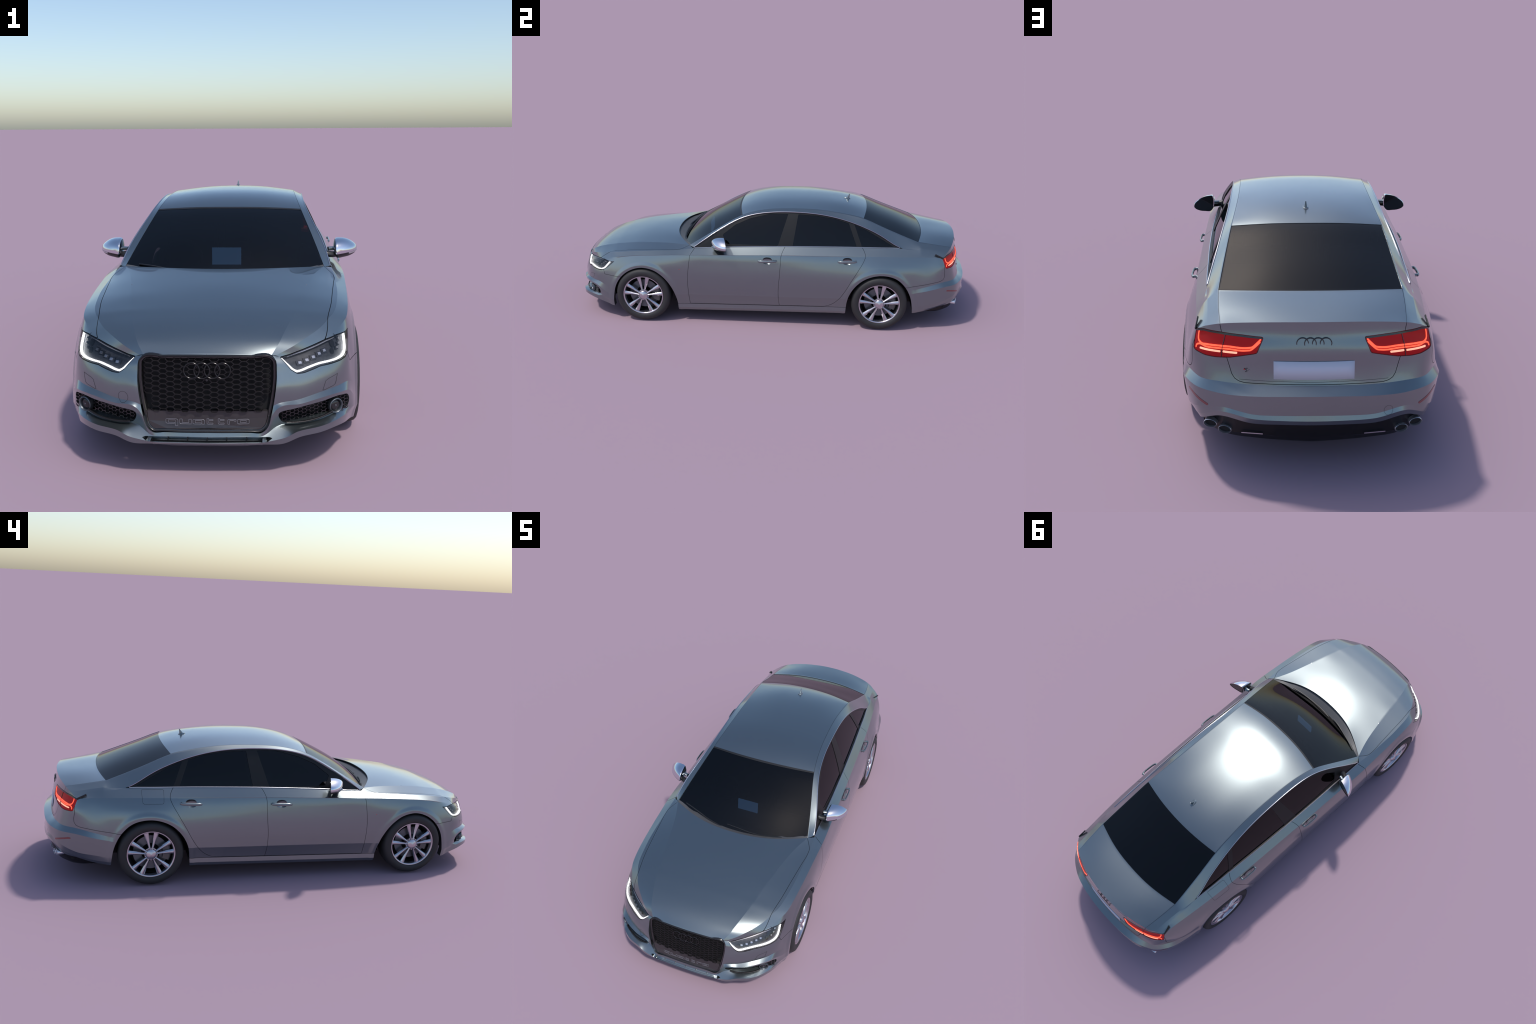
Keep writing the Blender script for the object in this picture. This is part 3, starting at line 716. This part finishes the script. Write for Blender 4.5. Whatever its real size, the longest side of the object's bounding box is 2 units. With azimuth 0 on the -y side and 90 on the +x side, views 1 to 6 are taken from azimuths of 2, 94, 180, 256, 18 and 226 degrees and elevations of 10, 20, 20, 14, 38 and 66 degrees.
# ------------------------------------------------------------------ grille
fy = lambda x, z: -.9635 + .45 * x * x - (.292 - z) * .105             # leaning, gently curved grille plane
GI = shrink(GR_OUT, .0085)
def ribbon(outline, w_in, y_off, depth, mat, name, parent):
    """bevelled bar along the closed grille outline"""
    full = np.vstack([outline, outline[::-1][1:-1] * [-1, 1]]); full = full[::-1]
    T = np.roll(full, -1, 0) - np.roll(full, 1, 0); T /= np.linalg.norm(T, axis=1)[:, None]
    Nn = np.stack([T[:, 1], -T[:, 0]], 1)          # points outwards for this winding
    c = full.mean(0)
    if ((full - c) * Nn).sum() < 0: Nn = -Nn
    prof = [(0.0015, .010), (.0015, .001), (0, -.0015), (-.35 * w_in, -.0028), (-.75 * w_in, -.0018), (-w_in, .001), (-w_in, depth)]
    V = []
    for p, n in zip(full, Nn):
        for o, dy in prof:
            q = p + n * o; V.append((q[0], fy(q[0], q[1]) + y_off + dy, q[1]))
    F = grid_faces(len(full), len(prof), True)
    return add(name, poly_mesh(name, V, F, True, 50), parent, mat)
grille = ribbon(GR_OUT, .0095, -.001, .018, GLOSS, 'grille', ROOT)
ribbon(shrink(GR_OUT, .0008), .0040, -.0024, .004, GRILLE, 'grille_frame', grille)
# backing
V = []; gi = np.vstack([GI, GI[::-1][1:-1] * [-1, 1]])
V = [(p[0], fy(p[0], p[1]) + .013, p[1]) for p in gi]; nb = len(V)
add('grille_backing', poly_mesh('grille_backing', V, [tuple(range(nb))], False), grille, DARK)
# honeycomb: wide cells, alternate columns half a pitch up
pu, pv = .0172, .0119
def hexring(cx, cz, fpos, a=.0115, c=.0057, b=.00595, wall=.915, depth=.006):
    pts = [(-a, 0), (-c, b), (c, b), (a, 0), (c, -b), (-c, -b)]
    V, F = [], []
    for k, (sc, dd) in enumerate([(1.0, 0), (wall, 0), (wall, depth)]):
        for x, z in pts:
            X, Zz = cx + x * sc, cz + z * sc * (1 if k == 0 else .965)
            V.append(fpos(X, Zz, dd))
    for i in range(6):
        j = (i + 1) % 6
        F += [(i, j, 6 + j, 6 + i), (6 + i, 6 + j, 12 + j, 12 + i)]
    return V, F
cells = []
for i in range(-8, 9):
    for j in range(-1, 12):
        cx = i * pu; cz = .1665 + j * pv + (pv / 2 if i % 2 else 0)
        lim = np.interp(cz, [.15, .2, .25, .28], [.1400, .1475, .151, .149]) - .0115
        if abs(cx) > lim + .002 or cz > .2825 or cz < .158: continue
        cells.append(hexring(cx, cz, lambda x, z, d: (x, fy(x, z) - .0040 + d, z)))
V, F = join(cells); hc = add('honeycomb', poly_mesh('honeycomb', V, F, False), grille, GRILLE); hc['kind'] = 'stuff'
# lower plate with outlined lettering
gp = [p for p in GI if p[1] < .1555]; w0 = np.interp(.1555, GI[::-1, 1], GI[::-1, 0])
pl = [(w0 - .001, .1555)] + [tuple(p) for p in gp]; pl = pl + [(-x, z) for x, z in pl[::-1]]
V = [(x, fy(x, z) - .0040, z) for x, z in pl] + [(x, fy(x, z) + .008, z) for x, z in pl]; n = len(pl)
add('grille_plate', poly_mesh('grille_plate', V, [tuple(range(n))[::-1]] + [(i, (i + 1) % n, n + (i + 1) % n, n + i) for i in range(n)], False), grille, principled('plate_dark', (.045,.04,.043), .28, .2))
# letters q u a t t r o as outline strokes, unit box 1 wide, x-height 1
LET = {
 'q': [(1,-.45),(1,.85),(.85,1),(.12,1),(0,.88),(0,.12),(.12,0),(.72,0),(.72,.25),(.2,.25),(.2,.75),(.78,.75),(.78,-.45)],
 'u': [(0,1),(0,.12),(.12,0),(1,0),(1,1),(.78,1),(.78,.25),(.22,.25),(.22,1)],
 'a': [(1,0),(1,.85),(.85,1),(.12,1),(0,.88),(0,.12),(.12,0),(.72,0),(.72,.25),(.2,.25),(.2,.75),(.78,.75),(.78,0)],
 't': [(.2,1.2),(.2,.12),(.32,0),(1,0),(1,.25),(.42,.25),(.42,.75),(1,.75),(1,1),(.42,1),(.42,1.2)],
 'r': [(0,0),(0,.88),(.12,1),(1,1),(1,.62),(.78,.62),(.78,.75),(.22,.75),(.22,0)],
 'o': [(.12,0),(.88,0),(1,.12),(1,.88),(.88,1),(.12,1),(0,.88),(0,.12)],
}
word = [('q',-.0968,.0285),('u',-.0640,.0275),('a',-.0330,.0270),('t',-.0035,.0175),('t',.0225,.0175),('r',.0485,.0190),('o',.0710,.0270)]
LETTER = principled('letter_line', (.22,.22,.25), .45, .2)
for ch, x0, w in word:
    parts = []
    loops = [LET[ch]] + ([[(.25,.25),(.75,.25),(.75,.75),(.25,.75)]] if ch == 'o' else [])
    for lp in loops:
        pts = []
        for (a, b), (c, d) in zip(lp, lp[1:] + lp[:1]):
            for k in range(4): pts.append((a + (c - a) * k / 4, b + (d - b) * k / 4))
        path = [(x0 + a * w, fy(x0 + a * w, .1275 + b * .0112) - .0042, .1275 + b * .0112) for a, b in pts]
        parts.append(tube('l', path, .00042, True, 5))
    V, F = join(parts); add('letter', poly_mesh('letter', V, F), grille, LETTER)
# four interlocked rings on the grille and on the boot
def ring_mesh(r, t):
    V, F = tube('r', [(r * math.cos(a), 0, r * math.sin(a)) for a in np.linspace(0, 2 * math.pi, 48, endpoint=False)], t, True, 10)
    return poly_mesh('emblem_ring', V, F)
rm = ring_mesh(.0182, .0014)
for k in range(4):
    x = (k - 1.5) * .0241 + .0012; o = add('emblem_ring', rm, grille, GRILLE); o.location = (x, fy(x, .2545) - .0085 - .0006 * (k % 2), .2545); o.rotation_euler[0] = math.radians(-6)
rm2 = ring_mesh(.0150, .0013)
for k in range(4):
    x = (k - 1.5) * .0201; o = add('emblem_ring', rm2, boot_lid, GLOSS); o.location = (x, .9508 - .9 * x * x - .0006 * (k % 2), .3715); o.rotation_euler[0] = math.radians(1)
V, F = tube('c', [(0, fy(0,.232) - .007, .232), (0, fy(0,.232) + .006, .232)], .0030, False, 16)
add('camera_eye', poly_mesh('camera_eye', V, F), grille, MIRROR)

# slot below the grille: dark pocket with upright fins
V, F = box((0, -.970, .0920), (.33, .012, .024)); add('slot_back', poly_mesh('slot_back', V, F, False), front_bumper, DARK)
fin = poly_mesh('slot_fin', *box((0, 0, 0), (.0016, .016, .0095)), False)
for k in range(-2, 3):
    x = k * .046; add('slot_fin', fin, front_bumper, BLACK, (x, -.9815 + .3 * x * x, .0930))

# ------------------------------------------------------------------ side intakes and fog lamps
pair('intake_back', INTAKE_S, DARK, (front_bumper, front_bumper), flange=0, h=-.0215)
for s in (1, -1):
    cells = []
    # mesh follows a plane running back towards the wheel
    fpos = lambda x, z, d: (s * x, -.9550 - .0130 * max(0, 1 - (x - .172) / .10) + (x - .172) * .30 + max(0, x - .25) ** 2 * 3.2 + d + .006, z)
    for i in range(0, 17):
        for j in range(-1, 8):
            cx = .180 + i * .0095; cz = .114 + j * .0086 + (.0043 if i % 2 else 0)
            if sd_poly(np.array([cx]), np.array([cz]), INTAKE)[0] > -.002 or math.hypot(cx - .3032, cz - .147) < .017: continue
            cells.append(hexring(cx, cz, fpos, .0063, .0032, .0043, .84, .004))
    V, F = join(cells)
    if s < 0: F = [f[::-1] for f in F]
    h = add('intake_mesh', poly_mesh('intake_mesh', V, F, False), front_bumper, GLOSS); h['kind'] = 'stuff'
    # blade across the intake
    bl = curve([(.184,-.966,.1265),(.22,-.960,.1255),(.26,-.945,.1290),(.295,-.922,.1370)], 24)
    V, F = tube('b', [(s * p[0], p[1], p[2]) for p in bl], .0032, False, 10, ((0, 0, 1), .7)); add('intake_blade', poly_mesh('intake_blade', V, F), front_bumper, GRILLE)
    fog = add('fog_lamp', None, ROOT); fog.location = (s * .3032, -.9085, .1470); fog.rotation_euler = (0, 0, s * math.radians(28))
    def turned(name, prof, mat):
        V = []; n = 40
        for k in range(n):
            a = 2 * math.pi * k / n
            for r, y in prof: V.append((r * math.cos(a), y, r * math.sin(a)))
        return add(name, poly_mesh(name, V, [f[::-1] for f in grid_faces(n, len(prof), True)], True, 40), fog, mat)
    turned('fog_ring', [(.0150,.014),(.0178,.010),(.0190,-.002),(.0184,-.0052),(.0168,-.0062),(.0150,-.0045),(.0142,.002),(.0140,.012)], DISC)
    turned('fog_lens', [(.0142,.001),(.012,-.0012),(.008,-.0026),(.004,-.0032),(.0001,-.0034)], MIRROR)
    turned('fog_bulb', [(.0026,-.0036),(.0020,-.0044),(.0001,-.0048)], DISC)

# ------------------------------------------------------------------ wheels
def make_wheel(master):
    """parts around the origin, outer face towards +x"""
    parts = []
    tyre = lathe('tyre', [(.100,-.090),(.112,-.098),(.126,-.097),(.1345,-.090),(.1382,-.078),(.1390,-.062),(.1390,-.030),(.1382,-.013),(.1345,-.002),(.1290,.0035),(.1210,.0060),(.1120,.0058),(.1040,.0025),(.1005,-.002),(.0985,-.010),(.0985,-.085),(.100,-.090)], 120, 60)
    parts.append(('tyre', tyre, RUBBER))
    rim = lathe('rim', [(.099,-.088),(.095,-.080),(.092,-.050),(.091,-.020),(.0925,-.012),(.0940,-.007),(.0955,-.0005),(.0985,.0022),(.1012,.0020),(.1022,-.001),(.1015,-.006),(.099,-.012)], 120, 50)
    parts.append(('rim', rim, ALLOY))
    well = lathe('rim_well', [(.0925,-.014),(.0905,-.028),(.088,-.064),(.02,-.067)], 64, 50); parts.append(('rim_well', well, DARK))
    disc = lathe('brake_disc', [(.040,-.036),(.040,-.029),(.074,-.029),(.074,-.037)], 64, 30); parts.append(('brake_disc', disc, DISC))
    # calliper
    V = []
    for a in np.linspace(math.radians(-25), math.radians(35), 12):
        for r, x in [(.052,-.034),(.080,-.034),(.084,-.028),(.084,-.020),(.078,-.015),(.052,-.016)]:
            V.append((x, r * math.cos(a), r * math.sin(a)))
    F = grid_faces(12, 6, False, True) + [tuple(range(6)), tuple(range(66, 72))[::-1]]
    parts.append(('brake_caliper', poly_mesh('brake_caliper', V, F), principled('caliper', (.12,.12,.12), .4, .6)))
    hub = lathe('hub_cap', [(.0285,-.012),(.0280,-.0065),(.0235,-.0055),(.0225,-.0015),(.0205,.0018),(.0175,.0040),(.010,.0062),(.0045,.0078),(.0008,.0086),(.00005,.0087)], 48, 40)
    parts.append(('hub_cap', hub, ALLOY))
    # spoke: slim at the hub, broad and flat at the rim, with a rounded crown
    n = 14; V = []
    for i in range(n):
        t = i / (n - 1); r = .022 + t * (.0955 - .022)
        w = .0043 + .0061 * t ** 1.2; crown = .0028 + .0010 * (1 - t); x0 = -.0030 - .0012 * math.sin(t * math.pi) - .0015 * t
        for k, (a, b) in enumerate([(-1, -.009), (-1, -.0022), (-.72, 0), (-.3, crown * .85), (0, crown), (.3, crown * .85), (.72, 0), (1, -.0022), (1, -.009)]):
            V.append((x0 + b, a * w, r))
    F = [f for f in grid_faces(n, 9)]
    parts.append(('spoke', poly_mesh('spoke', V, F, True, 40), ALLOY))
    nut = lathe('lug_nut', [(.0030,-.008),(.0030,-.002),(.0022,-.0008),(.0001,-.0006)], 10, 40)
    parts.append(('lug_nut', nut, ALLOY))
    return parts
WP = make_wheel(None)
for y in (-.6305, .5530):
    for s in (1, -1):
        w = add('wheel', None); w.parent = ROOT; w.location = (s * .3735, y, .139)
        if s < 0: w.rotation_euler[2] = math.pi
        for nm, me, mat in WP:
            if nm == 'spoke':
                for p in range(5):
                    for q in (-1, 1):
                        o = add('spoke', me, w, mat)
                        # pairs lean together at the hub, apart at the rim
                        o.rotation_euler[0] = 2 * math.pi * p / 5 + q * math.radians(13.4)
            elif nm == 'lug_nut':
                for p in range(10):
                    a = 2 * math.pi * (p + .5) / 10; o = add('lug_nut', me, w, mat); o.location = (.0, .0258 * math.cos(a), .0258 * math.sin(a))
            else: add(nm, me, w, mat)
        # wheel housing, dark
    hv = []; n = 40
    prof = [(.156,.362),(.158,.345),(.160,.20),(.02,.195)]
    for k in range(n + 1):
        a = math.radians(-12 + 204 * k / n)
        for r, x in prof: hv.append((x, y + .002 + r * math.cos(a) * (1.05 if y < 0 else 1.04), .139 + r * math.sin(a) * .92))
    for s in (1, -1):
        F = grid_faces(n + 1, 4); 
        add('wheel_housing', poly_mesh('wheel_housing', [(s * v[0], v[1], v[2]) for v in hv], F if s > 0 else [f[::-1] for f in F]), ROOT, DARK)

# ------------------------------------------------------------------ underbody and rear diffuser
UND = [((0, -.70, .098), (.39, .44, .03)), ((0, -.04, .088), (.690, .84, .02)), ((0, .56, .105), (.40, .40, .04)), ((0, .80, .118), (.60, .16, .03))]
V, F = join([box(c, s) for c, s in UND]); add('underbody', poly_mesh('underbody', V, F, False), ROOT, DARK)
V, F = join([box((0, -.875, .103), (.54, .12, .012))]); add('undertray', poly_mesh('undertray', V, F, False), ROOT, DARK)
i0 = cidx[21] - 0
edge_r = G1[cidx[22]:, 0][::3]; edge_r = np.vstack([edge_r, G1[-1:, 0]])
full = np.vstack([edge_r * [1, 1, 1], edge_r[::-1][1:] * [-1, 1, 1]])
rows = []
for p in full:
    x, y, z = p; c = abs(x) / .35
    inw = np.array([-x * .05, -.006, 0])
    k = smoothstep(.34, .26, abs(x))                       # fades out towards the corner
    e1 = (1 - k) * .010
    rows.append([p + inw + [0, 0, .010], p + inw, (x * .985, y - .013, z - .004), (x * .98, y - .020 - .006 * c, .108 + e1), (x * .98, y - .026 - .010 * c, .100 + e1),
                 (x * .97, y - .032 - .014 * c, .0865 + e1), (x * .95, y - .050 - .02 * c, .0720 + e1), (x * .9, y - .092 - .03 * c, .0640 + e1), (x * .8, .80, .075)])
rows = np.array(rows)
V = rows.reshape(-1, 3); F = [f[::-1] for f in grid_faces(len(full), rows.shape[1])]
diffuser = add('diffuser', poly_mesh('diffuser', V, F, True, 30), ROOT, principled('valance_black', (.008,.008,.009), .38, spec=.3))
V, F = box((0, 0, 0), (.058, .004, .0028)); sm = poly_mesh('diffuser_strip', V, F, False)
for s in (1, -1):
    o = add('diffuser_strip', sm, diffuser, CHROME, (s * .1635, .9635, .1150)); o.rotation_euler[2] = -s * math.radians(8)
# oval tail pipes
def pipe():
    V = []; n = 40
    prof = [(1.0,-.050),(1.0,.0015),(.985,.003),(.95,.0035),(.92,.002),(.905,-.002),(.90,-.05)]
    for k in range(n):
        a = 2 * math.pi * k / n
        for r, y in prof: V.append((.0188 * r * math.cos(a), y, .0122 * r * math.sin(a)))
    return poly_mesh('tail_pipe', V, [f[::-1] for f in grid_faces(n, len(prof), True)], True, 40)
PIPE = principled('pipe_tip', (.75,.74,.77), .32, .9)  # base lightened to give the bright glint outlining the rim
pm = pipe(); inner = poly_mesh('pipe_dark_disc', [(.0170 * math.cos(a), 0, .0110 * math.sin(a)) for a in np.linspace(0, 2 * math.pi, 32, endpoint=False)], [tuple(range(32))], False)
for s in (1, -1):
    for x, y, z in [(.2765,.936,.1295),(.2370,.946,.1165)]:
        o = add('tail_pipe', pm, ROOT, PIPE, (s * x, y, z)); o.rotation_euler[2] = -s * math.radians(14)
        b = add('pipe_dark_disc', inner, o, DARK, (0, -.005, 0))  # black disc close behind the mouth, so that the pipe looks dark inside

# ------------------------------------------------------------------ plate, badges, reflectors, flap and nozzle details
plate = []
for x in np.linspace(-.105, .105, 13):
    for z, y0 in ((.2740, .9640), (.3225, .9578)): plate.append((x, y0 - .45 * x * x, z))
F = [(2*i, 2*i+2, 2*i+3, 2*i+1) for i in range(12)]
pmesh = poly_mesh('number_plate', plate, F, True); o = add('number_plate', pmesh, boot_lid, PLATE)
md = o.modifiers.new('s', 'SOLIDIFY'); md.thickness = .003; md.offset = 0
# red reflectors low in the rear bumper
RS = trace(RBUMP, lambda S: np.maximum(sd_line(S[..., 0], S[..., 2], [(.2835,.1905),(.300,.1965),(.3330,.2090)], .0036), .85 - S[..., 1]))
pair('reflector', RS, REFL, (rear_bumper, rear_bumper), flange=.002, h=.0006)
# small enamel badges
V, F = box((0, 0, 0), (.0012, .0075, .0050)); bm = poly_mesh('wing_badge', V, F, False)
for s in (1, -1):
    add('wing_badge', bm, ROOT, CHROME, (s * .3760, -.4490, .2855)); add('wing_badge', poly_mesh('wing_badge', *box((0,0,0),(.0014,.0030,.0050)), False), ROOT, BADGE_RED, (s * .3762, -.4425, .2860))
V, F = box((0, 0, 0), (.0030, .002, .0030)); add('boot_badge', poly_mesh('boot_badge', V, F, False), boot_lid, BADGE_RED, (.1815, .9465, .2965))
sp = curve([(.0030,0,.0042),(0,0,.0050),(-.0022,0,.0030),(0,0,.0005),(.0022,0,-.0022),(0,0,-.0045),(-.0030,0,-.0036)], 20)
V, F = tube('s', [(-p[0] + .1765, .9470, p[2] + .2935) for p in sp], .0006, False, 6); add('boot_badge', poly_mesh('boot_badge', V, F), boot_lid, GLOSS)
V, F = tube('s', [(.171,.9475,.2935),(.1685,.9477,.2965)], .0005, False, 6); add('boot_badge', poly_mesh('boot_badge', V, F), boot_lid, GLOSS)
# shut lines that are only scored: filler flap, tow and washer covers, sensors -- fine dark inlays
def inlay(name, S, a, b, pts, closed, parents, lim=None, w=.0005):
    pts = [tuple(p) for p in pts] + ([tuple(pts[0])] if closed else [])
    def f(Q):
        d = sd_line(Q[..., a], Q[..., b], pts, w)
        return np.maximum(d, lim(Q)) if lim else d
    return trace(S, f, 4)
flap_S = np.concatenate([QUART1, BELT_REST_R])
FL = [(.502,.4035),(.588,.4040),(.5915,.400),(.5870,.3565),(.582,.3525),(.5045,.3525),(.5005,.357),(.4990,.3995)]
panel('filler_flap_seam', mirror(inlay('f', flap_S, 1, 2, FL, True, None)), DARK, quarters[1], flange=0, h=.0002)
WC = [(.3085,.2215),(.2850,.2165),(.2790,.2130),(.2715,.1925),(.2760,.1920),(.2990,.1965),(.3040,.2000)]
pair('washer_cover_seam', inlay('w', FBUMP, 0, 2, WC, True, None, front(-.8), .0004), DARK, (front_bumper, front_bumper), flange=0, h=.0002)
TOW = [(-.198 + .0125 * math.cos(a), .188 + .0125 * math.sin(a)) for a in np.linspace(0, 2 * math.pi, 24)]
fb_l = mirror(FBUMP); panel('tow_cover_seam', inlay('t', fb_l, 0, 2, TOW, False, None, front(-.8), .0003), DARK, front_bumper, flange=0, h=.0002)
rb_l = mirror(RBUMP); TW = [(-.195 + .0120 * math.cos(a), .191 + .0130 * math.sin(a)) for a in np.linspace(0, 2 * math.pi, 24)]
panel('tow_cover_seam', inlay('t', rb_l, 0, 2, TW, False, None, rear(.8), .0003), DARK, rear_bumper, flange=0, h=.0002)
panel('lid_score', both(inlay('l', TRUNK_S, 0, 2, [(0,.2665),(.195,.2685)], False, None, None, .0004)), DARK, boot_lid, flange=0, h=.0002)
nz = poly_mesh('washer_jet', *box((0, 0, 0), (.0022, .0022, .0016)), False)
for s in (1, -1): bevel(add('washer_jet', nz, bonnet, CHROME, (s * .243, -.610, .3792)), .0004)
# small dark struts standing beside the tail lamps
for s in (1, -1):
    V, F = tube('n', [(s * .3112, .814, .3865), (s * .3150, .852, .3700)], .0044, False, 6, ((1, 0, 0), .5)); add('lamp_strut', poly_mesh('lamp_strut', V, F, False), ROOT, BLACK)

# ------------------------------------------------------------------ mirrors
OUT = np.array(curve([(0,-.004),(.001,.014),(.006,.0275),(.024,.0290),(.044,.0250),(.064,.0145),(.077,.0020),(.0800,-.0080),(.0745,-.0190),(.060,-.0280),(.036,-.0335),(.014,-.0345),(.004,-.0230)], 64, True))
def mirror_head(s):
    """hollow dome: the glass outline shrinking forwards to a nose near the inner end"""
    nr = 16; V = []; cx, cz = .012, -.010
    for i in range(nr):
        ph = i / (nr - 1) * math.pi / 2; k, d = math.cos(ph) ** .62, math.sin(ph)
        for x, z in OUT:
            xx = cx + (x - cx) * k - .004 * d; zz = cz + (z - cz) * k
            V.append((xx, x * .29 * k - d * (.060 - .15 * max(0, xx - .01)), zz))
    G = np.array(V).reshape(nr, len(OUT), 3); G = np.concatenate([G, G[:, :1]], 1) + [.3445, -.2250, .4235]
    n = G.shape[1]
    S = grid_soups([(G, np.arange(nr, dtype=float), np.arange(n, dtype=float), np.zeros(n - 1))])[0]
    if ((S[..., :3].mean(1) - np.array([.37, -.235, .42])) * S[..., 3:6].mean(1)).sum() < 0:
        S = S[:, ::-1].copy(); S[..., 3:6] *= -1
    return S
MS = mirror_head(1)
zline = lambda S: S[..., 2] - (.4060 + (S[..., 0] - .3445) * .085)
cap = clip(MS, -zline(MS) + .0004); low = clip(MS, zline(MS))
ind = clip(low, np.maximum(-.0045 - zline(low), .390 - low[..., 0])); ind = clip(low, np.maximum(-(zline(low) + .0050), .392 - low[..., 0]))
mir = []
for s in (1, -1):
    e = add('door_mirror', None, ROOT); mir.append(e)
pair('mirror_cap', cap, SATIN, mir, flange=.002)
pair('mirror_housing', low, BLACK, mir, flange=.002)
pair('mirror_indicator', ind, MODULE, mir, flange=.001, h=.0006)
for s, e in zip((1, -1), mir):
    g = [(s * (.3445 + .034 + (x - .034) * .965), -.2262 + x * .29, .4235 - .003 + (z + .003) * .955) for x, z in OUT]
    add('mirror_glass', poly_mesh('mirror_glass', g, [tuple(range(len(g)))[::s]], False), e, MIRROR)
    arm = curve([(.308,-.272,.4100),(.328,-.270,.4060),(.345,-.262,.4045),(.362,-.250,.4060)], 14)
    V, F = tube('a', [(s * p[0], p[1], p[2]) for p in arm], np.linspace(.0145, .0105, 14), False, 12, ((0, 0, 1), .80)); add('mirror_arm', poly_mesh('mirror_arm', V, F), e, BLACK)
    V, F = tube('a', [(s * .326, -.247, .420), (s * .350, -.240, .420)], .0085, False, 10, ((0, 0, 1), .8)); add('mirror_collar', poly_mesh('mirror_collar', V, F), e, PAINT)

# ------------------------------------------------------------------ door handles
for (y0, y1, z0, z1), cup, par in zip(HANDLES, (CUP_F, CUP_R), (fdoors, rdoors)):
    pair('handle_cup', cup, PAINT, par, flange=0)
    cy = (y0 + y1) / 2; xs = float(cup[..., 0].max()) - .001
    for s, p in zip((1, -1), par):
        path, rad = [], []
        for t in np.linspace(-1, 1, 24):
            path.append((s * (xs + .0100 - .0065 * abs(t) ** 4), cy + t * (y1 - y0) / 2, z0 + (z1 - z0) * (t + 1) / 2)); rad.append(.0062 * (1 - .40 * abs(t) ** 8))
        V, F = tube('h', path, rad, False, 14, ((1, 0, 0), .62)); h = add('door_handle', poly_mesh('door_handle', V, F), p, PAINT)
        for t in (-.88, .88):
            yy = cy + t * (y1 - y0) / 2; zz = z0 + (z1 - z0) * (t + 1) / 2
            V, F = tube('h', [(s * (xs - .006), yy, zz), (s * (xs + .006), yy, zz)], .0050, False, 10); add('handle_foot', poly_mesh('handle_foot', V, F), p, PAINT)

# ------------------------------------------------------------------ aerial, wipers
fin = []
for t in np.linspace(0, 1, 12):                     # swept shark fin: sections up the blade
    L = .0085 * (1 - t) ** 1.3 + .0022; w = .0036 * (1 - t) + .0014; cy = .3860 + .0115 * t; z = .5755 + t * .0225
    for a in np.linspace(0, 2 * math.pi, 16, endpoint=False): fin.append((w * math.cos(a), cy + L * math.sin(a), z))
F = grid_faces(12, 16, False, True) + [tuple(range(176, 192))]
aer = add('aerial', poly_mesh('aerial', fin, F), ROOT, PAINT)
bs = []
for z, k in [(.5690, 1.05), (.5765, 1.0), (.5790, .8)]:
    for a in np.linspace(0, 2 * math.pi, 20, endpoint=False):
        c, q = math.cos(a), math.sin(a)
        bs.append((.0095 * k * math.copysign(abs(c) ** .6, c), .3855 + .0165 * k * math.copysign(abs(q) ** .8, q), z - (.3855 + .0165 * q - .386) * .13))
add('aerial_base', poly_mesh('aerial_base', bs, grid_faces(3, 20, False, True) + [tuple(range(40, 60))]), aer, PAINT)
def wiper(xs, back):
    """blade lying at the foot of the glass, from x=xs[0] to xs[1]"""
    p = []
    for x, b in zip(np.linspace(xs[0], xs[1], 26), np.linspace(back[0], back[1], 26)):
        y = np.interp(abs(x), GLASS_BASE[:, 0], GLASS_BASE[:, 1]) + b
        q = TV[np.argmin((TV[:, 0] - abs(x)) ** 2 + (TV[:, 1] - y) ** 2)]; p.append((x, y, q[2] + .0035))
    p = curve(p[::5] + [p[-1]], 30)
    add('wiper', poly_mesh('wiper', *tube('w', p, np.linspace(.0026, .0036, 30), False, 8, ((0, 0, 1), .6))), ROOT, BLACK)
wiper((-.262, -.06), (.010, -.004)); wiper((-.045, .20), (.012, -.006))

# ------------------------------------------------------------------ cabin seen dimly through the glass
cab = add('dashboard', poly_mesh('dashboard', *join([box((0, -.330, .355), (.60, .10, .05)), box((0, -.20, .30), (.10, .22, .09))]), False), ROOT, INTERIOR); bevel(cab, .012, 3)
V, F = box((.0017, -.3255, .4090), (.0915, .006, .0540)); add('display', poly_mesh('display', V, F, False), cab, SCREEN)
for x in (-.155, .155):
    for y in (-.02, .30):
        V, F = join([box((x, y, .27), (.20, .21, .06)), box((x, y + .12, .36), (.19, .05, .20)), box((x, y + .13, .485), (.10, .035, .055))])
        bevel(add('seat', poly_mesh('seat', V, F, False), ROOT, INTERIOR), .015, 3)
V, F = tube('s', [(-.155 + .068 * math.cos(a), -.215 + .025 * math.sin(a), .375 + .063 * math.sin(a)) for a in np.linspace(0, 2 * math.pi, 32, endpoint=False)], .006, True, 8)
add('steering_wheel', poly_mesh('steering_wheel', V, F), ROOT, INTERIOR)
V, F = join([box((0, .60, .40), (.54, .30, .012)), box((0, .10, .22), (.64, 1.1, .012))]); add('cabin_floor', poly_mesh('cabin_floor', V, F, False), ROOT, INTERIOR)
